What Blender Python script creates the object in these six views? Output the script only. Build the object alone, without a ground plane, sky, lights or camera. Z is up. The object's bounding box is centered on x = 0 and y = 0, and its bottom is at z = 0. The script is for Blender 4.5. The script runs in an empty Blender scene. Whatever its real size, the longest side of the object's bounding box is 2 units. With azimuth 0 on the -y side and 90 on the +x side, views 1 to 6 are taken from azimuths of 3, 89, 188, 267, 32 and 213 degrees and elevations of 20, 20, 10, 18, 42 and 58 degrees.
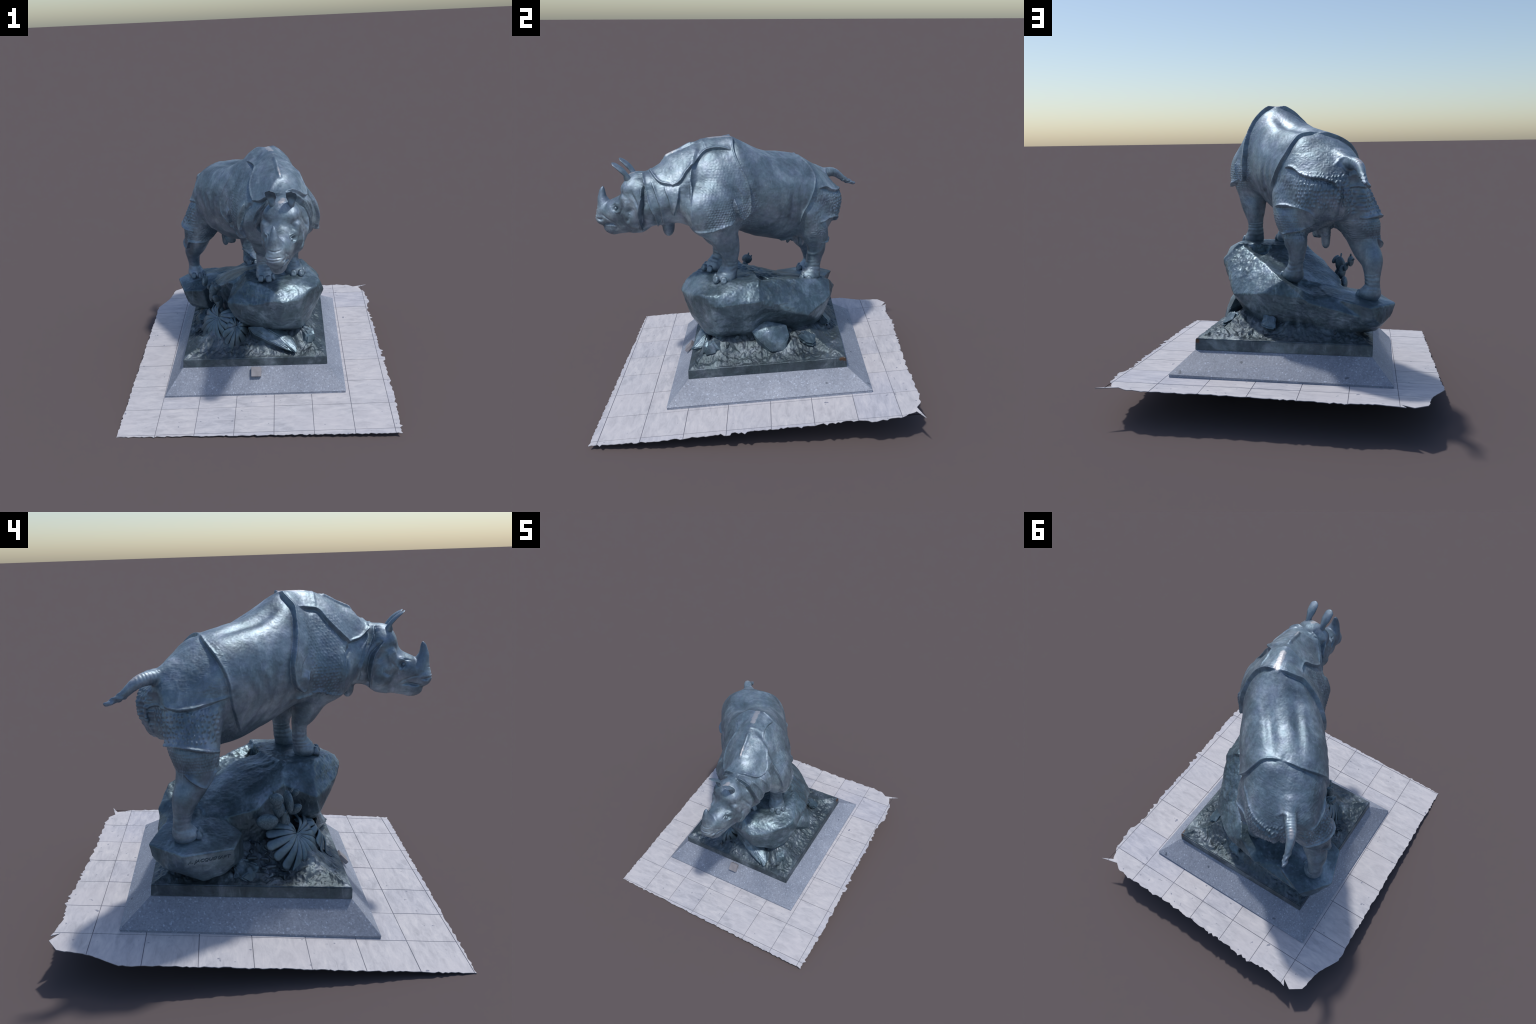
"""Bronze rhinoceros on a rock, on a bronze base slab, granite plinth and patch of stone paving."""
import bpy, bmesh, math, random
import numpy as np
from mathutils import Vector, Matrix

random.seed(7)
RNG = np.random.default_rng(7)

# ------------------------------------------------------------------ frames
FWD = np.array([.613, -.79, 0.]); FWD /= np.linalg.norm(FWD)      # trunk direction (rump -> shoulder)
LEFT = np.array([-FWD[1], FWD[0], 0.])                            # animal's left
HEAD0 = np.array([.166, -.835, 0.])                               # between the eyes, plan position
HFWD = np.array([-.17, -.985, 0.]); HFWD /= np.linalg.norm(HFWD)  # head direction
HLEFT = np.array([-HFWD[1], HFWD[0], 0.])


def trunk(a, b, z):
    return FWD * a + LEFT * b + np.array([0, 0, z])


def head(h, w, z):
    return HEAD0 + HFWD * h + HLEFT * w + np.array([0, 0, z])


def interp(x, xs, ys):
    """smooth (cubic Hermite) interpolation through control values"""
    xs = np.asarray(xs, float); ys = np.asarray(ys, float)
    m = np.gradient(ys, xs)
    d = np.diff(ys) / np.diff(xs)
    for i in range(1, len(xs) - 1):
        if d[i - 1] * d[i] <= 0:
            m[i] = 0
        else:
            m[i] = np.sign(d[i]) * min(abs(m[i]), 3 * min(abs(d[i - 1]), abs(d[i])))
    x = np.clip(x, xs[0], xs[-1])
    i = np.clip(np.searchsorted(xs, x) - 1, 0, len(xs) - 2)
    h = xs[i + 1] - xs[i]
    t = (x - xs[i]) / h
    return ((2 * t**3 - 3 * t**2 + 1) * ys[i] + (t**3 - 2 * t**2 + t) * h * m[i]
            + (-2 * t**3 + 3 * t**2) * ys[i + 1] + (t**3 - t**2) * h * m[i + 1])


def sstep(x, lo, hi):
    t = np.clip((x - lo) / (hi - lo), 0, 1)
    return t * t * (3 - 2 * t)


# ------------------------------------------------------------------ implicit surface toolkit
class Field:
    def __init__(self, lo, hi, cell):
        self.lo = np.array(lo, float); self.cell = cell
        self.n = np.ceil((np.array(hi) - self.lo) / cell).astype(int) + 1
        self.v = np.full(self.n, 0.2, np.float32)
        self.ax = [(self.lo[i] + cell * np.arange(self.n[i])).astype(np.float32) for i in range(3)]

    def window(self, lo, hi):
        s = []
        for i in range(3):
            i0 = int(np.clip(math.floor((lo[i] - self.lo[i]) / self.cell), 0, self.n[i] - 1))
            i1 = int(np.clip(math.ceil((hi[i] - self.lo[i]) / self.cell) + 1, 1, self.n[i]))
            s.append(slice(i0, max(i1, i0 + 1)))
        return tuple(s), self.ax[0][s[0]][:, None, None], self.ax[1][s[1]][None, :, None], self.ax[2][s[2]][None, None, :]

    def union(self, fn, lo, hi, k=.02):
        s, X, Y, Z = self.window(lo, hi)
        d = fn(X, Y, Z).astype(np.float32); v = self.v[s]
        h = np.maximum(k - np.abs(v - d), 0) / k
        self.v[s] = np.minimum(v, d) - h * h * k * .25

    def carve(self, fn, lo, hi, k=.01):
        s, X, Y, Z = self.window(lo, hi)
        d = -fn(X, Y, Z).astype(np.float32); v = self.v[s]
        h = np.maximum(k - np.abs(v - d), 0) / k
        self.v[s] = np.maximum(v, d) + h * h * k * .25

    # --- shapes
    def cone(self, p0, p1, r0, r1, k=.02, op="union"):
        p0 = np.asarray(p0, float); p1 = np.asarray(p1, float); d = p1 - p0; L2 = d @ d

        def fn(X, Y, Z):
            t = np.clip(((X - p0[0]) * d[0] + (Y - p0[1]) * d[1] + (Z - p0[2]) * d[2]) / L2, 0, 1)
            return np.sqrt((X - p0[0] - t * d[0])**2 + (Y - p0[1] - t * d[1])**2 + (Z - p0[2] - t * d[2])**2) - (r0 + (r1 - r0) * t)
        m = max(r0, r1) + k + .03
        getattr(self, op)(fn, np.minimum(p0, p1) - m, np.maximum(p0, p1) + m, k)

    def chain(self, pts, k=.02):
        pts = [np.asarray(p, float) for p in pts]

        def fn(X, Y, Z):
            best = None
            for p, q in zip(pts[:-1], pts[1:]):
                d = q[:3] - p[:3]
                t = np.clip(((X - p[0]) * d[0] + (Y - p[1]) * d[1] + (Z - p[2]) * d[2]) / (d @ d), 0, 1)
                e = np.sqrt((X - p[0] - t * d[0])**2 + (Y - p[1] - t * d[1])**2 + (Z - p[2] - t * d[2])**2) - (p[3] + (q[3] - p[3]) * t)
                best = e if best is None else np.minimum(best, e)
            return best
        A = np.array(pts); m = A[:, 3].max() + k + .02
        self.union(fn, A[:, :3].min(0) - m, A[:, :3].max(0) + m, k)

    def curve(self, pts, k=.02, n=6):
        """chain through a smooth curve of (x, y, z, r) control points"""
        A = np.array(pts, float); t = np.arange(len(A)); tt = np.linspace(0, len(A) - 1, (len(A) - 1) * n + 1)
        self.chain(np.stack([interp(tt, t, A[:, c]) for c in range(4)], 1), k)

    def ball(self, c, r, axes=None, k=.02, op="union"):
        c = np.asarray(c, float); r = np.asarray(r, float)
        R = np.eye(3) if axes is None else np.asarray(axes, float)

        def fn(X, Y, Z):
            x, y, z = X - c[0], Y - c[1], Z - c[2]
            q = [(R[i][0] * x + R[i][1] * y + R[i][2] * z) for i in range(3)]
            k0 = np.sqrt(sum((q[i] / r[i])**2 for i in range(3)))
            k1 = np.sqrt(sum((q[i] / r[i]**2)**2 for i in range(3)))
            return k0 * (k0 - 1) / np.maximum(k1, 1e-6)
        ext = np.sqrt(((R.T * r)**2).sum(1)) + k + .03
        getattr(self, op)(fn, c - ext, c + ext, k)

    def mesh(self, smooth=2):
        """surface nets"""
        v = self.v; c = self.cell; inside = v < 0
        cnt = np.zeros(np.array(v.shape) - 1, np.uint8)
        for i in (0, 1):
            for j in (0, 1):
                for k in (0, 1):
                    cnt += inside[i:v.shape[0] - 1 + i, j:v.shape[1] - 1 + j, k:v.shape[2] - 1 + k]
        I, J, K = np.nonzero((cnt > 0) & (cnt < 8))
        idx = np.full(cnt.shape, -1, np.int32); idx[I, J, K] = np.arange(len(I))
        acc = np.zeros((len(I), 3)); num = np.zeros(len(I))
        corners = [(i, j, k) for i in (0, 1) for j in (0, 1) for k in (0, 1)]
        for p in corners:
            for ax in range(3):
                if p[ax]:
                    continue
                q = list(p); q[ax] = 1
                f0 = v[I + p[0], J + p[1], K + p[2]].astype(float); f1 = v[I + q[0], J + q[1], K + q[2]].astype(float)
                m = (f0 < 0) != (f1 < 0)
                t = np.where(m, f0 / np.where(m, f0 - f1, 1), 0)
                for a in range(3):
                    acc[:, a] += np.where(m, p[a] + (t if a == ax else 0), 0)
                num += m
        P = (np.stack([I, J, K], 1) + acc / num[:, None]) * c + self.lo
        quads = []
        for ax in range(3):
            s0 = [slice(None)] * 3; s1 = [slice(None)] * 3
            s0[ax] = slice(0, -1); s1[ax] = slice(1, None)
            A, Bm = inside[tuple(s0)], inside[tuple(s1)]
            e = A != Bm
            i, j, k = np.nonzero(e)
            o1, o2 = [(1, 2), (2, 0), (0, 1)][ax]
            ijk = np.stack([i, j, k], 1)
            ok = (ijk[:, o1] > 0) & (ijk[:, o2] > 0) & (ijk[:, o1] < v.shape[o1] - 1) & (ijk[:, o2] < v.shape[o2] - 1)
            ijk = ijk[ok]; flip = A[ijk[:, 0], ijk[:, 1], ijk[:, 2]]

            def at(d1, d2):
                q = ijk.copy(); q[:, o1] -= d1; q[:, o2] -= d2
                return idx[q[:, 0], q[:, 1], q[:, 2]]
            q = np.stack([at(1, 1), at(0, 1), at(0, 0), at(1, 0)], 1)
            q[~flip] = q[~flip][:, ::-1]
            quads.append(q)
        Q = np.concatenate(quads)
        Q = Q[(Q >= 0).all(1)]
        for _ in range(smooth):
            P = relax(P, Q, .5); P = relax(P, Q, -.52)
        return P, Q


def relax(P, Q, f):
    S = np.zeros_like(P); n = np.zeros(len(P))
    for a, b in ((0, 1), (1, 2), (2, 3), (3, 0)):
        for u, w in ((a, b), (b, a)):
            for c in range(3):
                S[:, c] += np.bincount(Q[:, u], P[Q[:, w], c], len(P))
            n += np.bincount(Q[:, u], minlength=len(P))
    return P + f * (S / np.maximum(n, 1)[:, None] - P)


def biggest_piece(P, Q):
    lab = np.arange(len(P))
    while True:
        m = lab[Q].min(1); new = lab.copy()
        for c in range(4):
            np.minimum.at(new, Q[:, c], m)
        new = new[new]
        if (new == lab).all():
            break
        lab = new
    keep = np.bincount(lab, minlength=len(P)).argmax()
    vm = lab == keep
    remap = np.cumsum(vm) - 1
    return P[vm], remap[Q[vm[Q[:, 0]]]]


def mesh_from(name, P, faces):
    me = bpy.data.meshes.new(name)
    P = np.asarray(P, np.float32); faces = np.asarray(faces, np.int32); k = faces.shape[1]
    me.vertices.add(len(P)); me.vertices.foreach_set("co", P.ravel())
    me.loops.add(faces.size); me.loops.foreach_set("vertex_index", faces.ravel())
    me.polygons.add(len(faces)); me.polygons.foreach_set("loop_start", np.arange(len(faces), dtype=np.int32) * k)
    me.polygons.foreach_set("use_smooth", np.ones(len(faces), bool))
    me.update(calc_edges=True)
    return me


def normals_of(P, Q):
    n = np.cross(P[Q[:, 2]] - P[Q[:, 0]], P[Q[:, 3]] - P[Q[:, 1]])
    N = np.zeros_like(P)
    for c in range(4):
        for a in range(3):
            N[:, a] += np.bincount(Q[:, c], n[:, a], len(P))
    return N / np.maximum(np.linalg.norm(N, axis=1), 1e-12)[:, None]


def subdivide(P, Q):
    """one Catmull-Clark step on an all-quad closed mesh"""
    n = len(P)
    E = np.sort(np.concatenate([Q[:, [0, 1]], Q[:, [1, 2]], Q[:, [2, 3]], Q[:, [3, 0]]]), 1).astype(np.int64)
    key = E[:, 0] * n + E[:, 1]
    uk, inv = np.unique(key, return_inverse=True)
    e0, e1 = uk // n, uk % n
    fc = P[Q].mean(1)
    m = len(Q)
    fs = np.stack([np.bincount(inv, np.tile(fc[:, a], 4), len(uk)) for a in range(3)], 1)
    fn = np.bincount(inv, minlength=len(uk))
    mid = (P[e0] + P[e1]) / 2
    ep = np.where((fn == 2)[:, None], (P[e0] + P[e1] + fs) / 4, mid)
    val = np.bincount(e0, minlength=n) + np.bincount(e1, minlength=n)
    fq = np.zeros((n, 3)); em = np.zeros((n, 3)); fcount = np.zeros(n)
    for c in range(4):
        for a in range(3):
            fq[:, a] += np.bincount(Q[:, c], fc[:, a], n)
        fcount += np.bincount(Q[:, c], minlength=n)
    for a in range(3):
        em[:, a] = np.bincount(e0, mid[:, a], n) + np.bincount(e1, mid[:, a], n)
    k = np.maximum(val, 1)[:, None]
    vp = (fq / np.maximum(fcount, 1)[:, None] + 2 * em / k + (k - 3) * P) / k
    PP = np.concatenate([vp, ep, fc])
    ei = inv.reshape(4, m) + n
    fi = n + len(uk) + np.arange(m)
    quads = [np.stack([Q[:, c], ei[c], fi, ei[(c + 3) % 4]], 1) for c in range(4)]
    return PP, np.concatenate(quads)


# ------------------------------------------------------------------ rhinoceros base form
CELL = .0052
# trunk stations: a, left edge, right edge, top, bottom, height of greatest width, roundness of the upper half
TRUNK = np.array([
    [-.63, .09, -.06, 1.23, 1.12, 1.18, 2.0],
    [-.58, .145, -.125, 1.300, 1.02, 1.19, 1.75],
    [-.50, .175, -.19, 1.375, 1.00, 1.20, 1.8],
    [-.40, .212, -.24, 1.432, .96, 1.22, 2.0],
    [-.33, .222, -.266, 1.470, .945, 1.23, 2.25],
    [-.20, .226, -.284, 1.506, .932, 1.24, 2.25],
    [-.05, .222, -.287, 1.533, .965, 1.25, 2.2],
    [.05, .208, -.29, 1.578, 1.0, 1.25, 2.15],
    [.14, .19, -.30, 1.624, 1.045, 1.25, 1.95],
    [.19, .19, -.31, 1.645, 1.06, 1.25, 1.8],
    [.25, .19, -.33, 1.648, 1.05, 1.25, 1.6],
    [.33, .19, -.345, 1.643, 1.08, 1.25, 1.5],
    [.42, .145, -.33, 1.605, 1.10, 1.26, 1.5],
    [.49, .06, -.305, 1.555, 1.15, 1.28, 1.6],
    [.54, .00, -.27, 1.52, 1.19, 1.30, 1.8]])
TOPB = [(-.66, -.04), (.175, -.04), (.30, -.075), (.42, -.125), (.57, -.205)]   # plan course of the spine


def trunk_field(X, Y, Z):
    a = X * FWD[0] + Y * FWD[1] + 0 * Z; b = X * LEFT[0] + Y * LEFT[1] + 0 * Z
    A = TRUNK[:, 0]
    col = lambda i: interp(a[..., :1], A, TRUNK[:, i])
    bl, br, zt, zb, zc, q = (col(i) for i in range(1, 7))
    tb = interp(a[..., :1], *zip(*TOPB))
    up = Z > zc
    # the section leans so that its crest follows the spine
    zz = np.where(up, (Z - zc) / (zt - zc), (Z - zc) / (zc - zb))
    lean = np.clip(zz, 0, 1)
    mid = (bl + br) / 2
    cen = mid + (tb - mid) * lean
    w = (bl - br) / 2
    t = np.abs(b - cen) / w
    q = q + .13 * np.sign(b - cen) * sstep(a, .14, .24)          # left shoulder slopes off more roundly
    lowq = np.where(b > cen, 1.85, 1.68)
    qq = np.where(up, q, lowq)
    r = (t**qq + np.abs(zz)**np.where(up, np.maximum(q, 1.55), lowq))**(1 / qq)
    d = (r - 1) * np.minimum(w, np.minimum(zt - zc, zc - zb)) * .9
    # hollows either side of the backbone
    d = d + .014 * np.exp(-((t - .30) / .13)**2) * sstep(zz, .45, .85) * sstep(a, -.38, -.15) * (1 - sstep(a, -.02, .15))
    over = np.maximum(np.maximum(A[0] - a, a - A[-1]), 0)
    return np.where(over > 0, np.sqrt(np.maximum(d, 0)**2 + over**2), d)


NECK = np.array([  # h, right edge, left edge, top, bottom, widest, roundness
    [-.47, -.17, .13, 1.565, 1.15, 1.30, 1.55],
    [-.38, -.185, .14, 1.552, 1.15, 1.30, 1.6],
    [-.27, -.175, .148, 1.512, 1.135, 1.28, 1.7],
    [-.19, -.14, .15, 1.468, 1.12, 1.27, 2.0],
    [-.13, -.115, .125, 1.450, 1.09, 1.26, 2.1],
    [-.08, -.10, .11, 1.43, 1.085, 1.26, 2.2]])


def neck_field(X, Y, Z):
    h = (X - HEAD0[0]) * HFWD[0] + (Y - HEAD0[1]) * HFWD[1] + 0 * Z
    w = (X - HEAD0[0]) * HLEFT[0] + (Y - HEAD0[1]) * HLEFT[1] + 0 * Z
    A = NECK[:, 0]
    wr, wl, zt, zb, zc, q = (interp(h[..., :1], A, NECK[:, i]) for i in range(1, 7))
    up = Z > zc
    zz = np.where(up, (Z - zc) / (zt - zc), (zc - Z) / (zc - zb))
    cen = (wr + wl) / 2; half = (wl - wr) / 2
    q = np.where(up, q, 1.7)
    r = ((np.abs(w - cen) / half)**q + np.abs(zz)**q)**(1 / q)
    d = (r - 1) * half * .9
    over = np.maximum(np.maximum(A[0] - h, h - A[-1]), 0)
    return np.where(over > 0, np.sqrt(np.maximum(d, 0)**2 + over**2), d)


LEGS = {
    "fl": [(.255, -.235, 1.17, .115), (.258, -.215, 1.09, .090), (.250, -.192, 1.02, .074), (.242, -.177, .955, .054), (.240, -.177, .90, .047), (.242, -.184, .855, .052), (.250, -.198, .825, .058)],
    "fr": [(.055, -.33, 1.17, .115), (.055, -.313, 1.09, .086), (.053, -.286, 1.02, .066), (.048, -.257, .955, .042), (.046, -.256, .89, .040), (.050, -.266, .85, .046), (.058, -.278, .825, .054)],
    "hl": [(-.06, .30, 1.12, .115), (-.062, .35, 1.02, .098), (-.07, .37, .945, .070), (-.090, .380, .875, .060), (-.091, .374, .82, .048), (-.083, .367, .76, .041), (-.076, .36, .715, .048), (-.068, .352, .695, .054)],
    "hr": [(-.39, .26, 1.12, .11), (-.43, .288, 1.00, .118), (-.45, .285, .92, .098), (-.474, .308, .835, .078), (-.506, .344, .765, .060), (-.509, .358, .70, .046), (-.509, .366, .645, .042), (-.505, .364, .61, .050), (-.50, .36, .595, .054)],
}


FEET = {  # ground point under the foot, heading
    "fl": ((.255, -.202, .787), -.9), "fr": ((.058, -.283, .785), -1.2), "hl": ((-.066, .347, .662), -1.0), "hr": ((-.497, .355, .565), -1.0)}


def build_rhino_field():
    F = Field((-.68, -1.03, .545), (.44, .72, 1.70), CELL)
    F.union(trunk_field, (-.62, -.62, .85), (.44, .60, 1.70), .02)
    F.union(neck_field, (-.12, -.85, 1.04), (.44, -.25, 1.62), .05)
    for k, pts in LEGS.items():
        F.curve(pts, .03)
    # thigh masses
    F.ball(trunk(-.36, .09, 1.14), (.16, .118, .21), (FWD, LEFT, (0, 0, 1)), .04)
    F.ball(trunk(-.49, -.11, 1.11), (.13, .086, .18), (FWD, LEFT, (0, 0, 1)), .04)
    # shoulder plates
    F.ball((.275, -.262, 1.24), (.185, .122, .17), (FWD, LEFT, (0, 0, 1)), .04)
    F.ball(trunk(.335, -.215, 1.23), (.165, .13, .155), (FWD, LEFT, (0, 0, 1)), .04)
    # buttocks and tail
    F.ball(trunk(-.445, .085, 1.14), (.143, .118, .155), (FWD, LEFT, (0, 0, 1)), .04)
    F.curve([(*trunk(-.50, -.03, 1.33), .05), (*trunk(-.575, -.026, 1.315), .035), (*trunk(-.64, -.022, 1.312), .032), (*trunk(-.69, -.018, 1.295), .028), (*trunk(-.735, -.002, 1.262), .020),
             (*trunk(-.775, .016, 1.235), .014), (*trunk(-.812, .035, 1.217), .010)], .025)
    F.cone(trunk(-.652, -.045, 1.21), trunk(-.64, -.04, 1.02), .058, .055, .03, "carve")     # cleft between the haunches
    # head
    H = (HFWD, HLEFT, np.array([0, 0, 1.]))
    C = .005                                    # the head's midline lies a little to its left
    F.ball(head(-.115, C, 1.335), (.090, .108, .112), H, .03)
    F.cone(head(-.085, C, 1.24), head(.02, C, 1.205), .108, .076, .03)
    F.cone(head(.02, C, 1.205), head(.09, 0, 1.175), .076, .056, .03)
    F.ball(head(.118, -.003, 1.165), (.046, .056, .050), H, .02)      # upper lip and nose
    F.ball(head(.095, C, 1.215), (.055, .046, .035), H, .02)          # horn boss
    F.cone(head(-.10, C, 1.165), head(.055, .002, 1.107), .080, .048, .03)
    F.cone(head(.055, .002, 1.107), head(.085, 0, 1.098), .046, .030, .015)   # lower lip
    for q in (1, -1):
        F.ball(head(-.088, C + q * .058, 1.362), (.050, .046, .046), H, .02)    # brow knobs below the ears
        F.cone(head(-.066, C + q * .088, 1.31), head(-.045, C + q * .083, 1.235), .026, .022, .015)   # cheek bone
        F.ball(head(-.105, C + q * .085, 1.195), (.050, .042, .060), H, .02)    # jowl
        F.ball(head(-.03, C + q * .070, 1.272), (.040, .020, .014), H, .012)    # brow over the eye
        F.ball(head(.002, C + q * .084, 1.244), (.022, .018, .016), H, .010, "carve")
    # dewlap and horn
    F.ball(head(-.29, -.012, 1.12), (.035, .05, .06), H, .02)
    F.curve([(*head(.095, -.002, 1.215), .052), (*head(.105, -.003, 1.25), .040), (*head(.115, -.004, 1.29), .027), (*head(.112, -.005, 1.33), .017), (*head(.107, -.006, 1.35), .008)], .012)
    # sheath and scrotum
    F.ball(trunk(-.30, -.02, .915), (.04, .028, .035), (FWD, LEFT, (0, 0, 1)), .02)
    F.ball(trunk(-.375, -.02, .865), (.024, .024, .036), (FWD, LEFT, (0, 0, 1)), .02)
    F.ball(trunk(-.375, -.02, .93), (.03, .03, .05), (FWD, LEFT, (0, 0, 1)), .03)
    # feet: pads that spread on the ground
    for (x, y, z), yaw in FEET.values():
        f = np.array([math.cos(yaw), math.sin(yaw), 0]); l = np.array([-f[1], f[0], 0])
        F.ball(np.array([x, y, z + .022]) + f * .006, (.062, .058, .034), (f, l, (0, 0, 1)), .02)
    return F


# ------------------------------------------------------------------ scene helpers
ROOT = bpy.data.objects.new("rhinoceros_monument", None)
bpy.context.collection.objects.link(ROOT)
ROOT["label"] = "bronze rhinoceros standing on a rock over granite plinth"
ROOT["category"] = "statue"
GROUPS = {}


def group(name, parent=None):
    o = bpy.data.objects.new(name, None)
    bpy.context.collection.objects.link(o)
    o.parent = parent or ROOT
    return o


def add(name, me, mat, parent=None):
    o = bpy.data.objects.new(name, me)
    bpy.context.collection.objects.link(o)
    o.parent = parent or ROOT
    if mat is not None:
        me.materials.clear(); me.materials.append(mat)
    return o


def from_bm(name, bm, smooth=False):
    me = bpy.data.meshes.new(name)
    bm.normal_update(); bm.to_mesh(me); bm.free()
    me.polygons.foreach_set("use_smooth", np.full(len(me.polygons), smooth))
    return me


# ------------------------------------------------------------------ materials
def material(name, build):
    m = bpy.data.materials.new(name); m.use_nodes = True
    nt = m.node_tree; nt.nodes.clear()
    out = nt.nodes.new("ShaderNodeOutputMaterial"); bs = nt.nodes.new("ShaderNodeBsdfPrincipled")
    nt.links.new(bs.outputs[0], out.inputs[0])
    build(nt, bs)
    return m


def node(nt, kind, **kw):
    n = nt.nodes.new(kind)
    for k, v in kw.items():
        if k in n.inputs and not hasattr(n, k):
            n.inputs[k].default_value = v
        else:
            setattr(n, k, v)
    return n


def noise(nt, vec, scale, detail=4, rough=.55, dist=0):
    n = nt.nodes.new("ShaderNodeTexNoise")
    n.inputs["Scale"].default_value = scale; n.inputs["Detail"].default_value = detail
    n.inputs["Roughness"].default_value = rough; n.inputs["Distortion"].default_value = dist
    nt.links.new(vec, n.inputs["Vector"])
    return n.outputs["Fac"]


def ramp(nt, fac, stops):
    r = nt.nodes.new("ShaderNodeValToRGB")
    el = r.color_ramp.elements
    while len(el) < len(stops):
        el.new(.5)
    for e, (p, c) in zip(el, stops):
        e.position = p; e.color = (*c, 1) if len(c) == 3 else c
    nt.links.new(fac, r.inputs[0])
    return r.outputs[0]


def mix(nt, fac, a, b, mode="MIX"):
    n = nt.nodes.new("ShaderNodeMix"); n.data_type = "RGBA"; n.blend_type = mode
    for sock, val in ((n.inputs[0], fac), (n.inputs[6], a), (n.inputs[7], b)):
        if isinstance(val, bpy.types.NodeSocket):
            nt.links.new(val, sock)
        elif isinstance(val, (int, float)):
            sock.default_value = val
        else:
            sock.default_value = (*val, 1)
    return n.outputs[2]


def coords(nt):
    return nt.nodes.new("ShaderNodeTexCoord").outputs["Object"]


def bump(nt, bs, height, strength=.3, dist=.01):
    b = nt.nodes.new("ShaderNodeBump")
    b.inputs["Strength"].default_value = strength; b.inputs["Distance"].default_value = dist
    nt.links.new(height, b.inputs["Height"]); nt.links.new(b.outputs[0], bs.inputs["Normal"])


def bronze(dark, mid, light, gloss=.49, grain=60, bump_s=.15, metal=.60, spots=None):
    """patinated bronze: part metal, part matt bloom, in drifting patches"""
    def build(nt, bs):
        v = coords(nt)
        n1 = noise(nt, v, 5.5, 6, .62, .5)
        base = ramp(nt, n1, [(.30, dark), (.5, mid), (.70, light)])
        n2 = noise(nt, v, 42, 4, .65)
        base = mix(nt, .45, base, ramp(nt, n2, [(.33, (.33, .33, .33)), (.67, (.66, .66, .66))]), "OVERLAY")
        hue = noise(nt, v, 16, 3, .5)
        base = mix(nt, .5, base, ramp(nt, hue, [(.35, (.47, .51, .50)), (.5, (.5, .5, .5)), (.66, (.53, .50, .55))]), "OVERLAY")
        # thin scratches and drips of paler bloom
        sc = node(nt, "ShaderNodeMapping"); sc.inputs["Scale"].default_value = (26, 26, 5)
        nt.links.new(v, sc.inputs["Vector"])
        st = ramp(nt, noise(nt, sc.outputs[0], 1.6, 5, .6), [(.60, (0, 0, 0)), (.72, (1, 1, 1))])
        base = mix(nt, mix(nt, .75, st, (0, 0, 0)), base, tuple(min(1, 1.35 * x) for x in light))
        if spots:
            for p, q, r, col in spots:
                base = mix(nt, capsule(nt, v, p, q, r), base, col)
        nt.links.new(base, bs.inputs["Base Color"])
        bs.inputs["Metallic"].default_value = metal
        r = nt.nodes.new("ShaderNodeMapRange")
        r.inputs[3].default_value = gloss - .10; r.inputs[4].default_value = gloss + .14
        nt.links.new(n2, r.inputs[0]); nt.links.new(r.outputs[0], bs.inputs["Roughness"])
        bump(nt, bs, noise(nt, v, grain, 5, .6), bump_s, .006)
    return build


def capsule(nt, v, p, q, r):
    """mask: 1 inside a ragged-edged capsule from p to q"""
    p, q = Vector(p), Vector(q); d = q - p
    def vm(op, a, b=None):
        n = nt.nodes.new("ShaderNodeVectorMath"); n.operation = op
        nt.links.new(a, n.inputs[0])
        if isinstance(b, bpy.types.NodeSocket):
            nt.links.new(b, n.inputs[1])
        elif b is not None:
            n.inputs[1].default_value = b
        return n
    def m(op, a, b):
        n = nt.nodes.new("ShaderNodeMath"); n.operation = op; n.use_clamp = op == "MULTIPLY_ADD"
        nt.links.new(a, n.inputs[0])
        if isinstance(b, bpy.types.NodeSocket):
            nt.links.new(b, n.inputs[1])
        else:
            n.inputs[1].default_value = b
        return n.outputs[0]
    w = vm("SUBTRACT", v, tuple(p)).outputs[0]
    t = vm("DOT_PRODUCT", w, tuple(d / d.length_squared)).outputs["Value"]
    cl = nt.nodes.new("ShaderNodeClamp"); nt.links.new(t, cl.inputs[0])
    sc = nt.nodes.new("ShaderNodeVectorMath"); sc.operation = "SCALE"; sc.inputs[0].default_value = tuple(d)
    nt.links.new(cl.outputs[0], sc.inputs["Scale"])
    dist = vm("LENGTH", vm("SUBTRACT", w, sc.outputs[0]).outputs[0]).outputs["Value"]
    jag = m("MULTIPLY", noise(nt, v, 55, 2, .5), .022)
    return ramp(nt, m("SUBTRACT", m("ADD", dist, jag), r + .011 - .5), [(.498, (1, 1, 1)), (.502, (0, 0, 0))])


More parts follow.
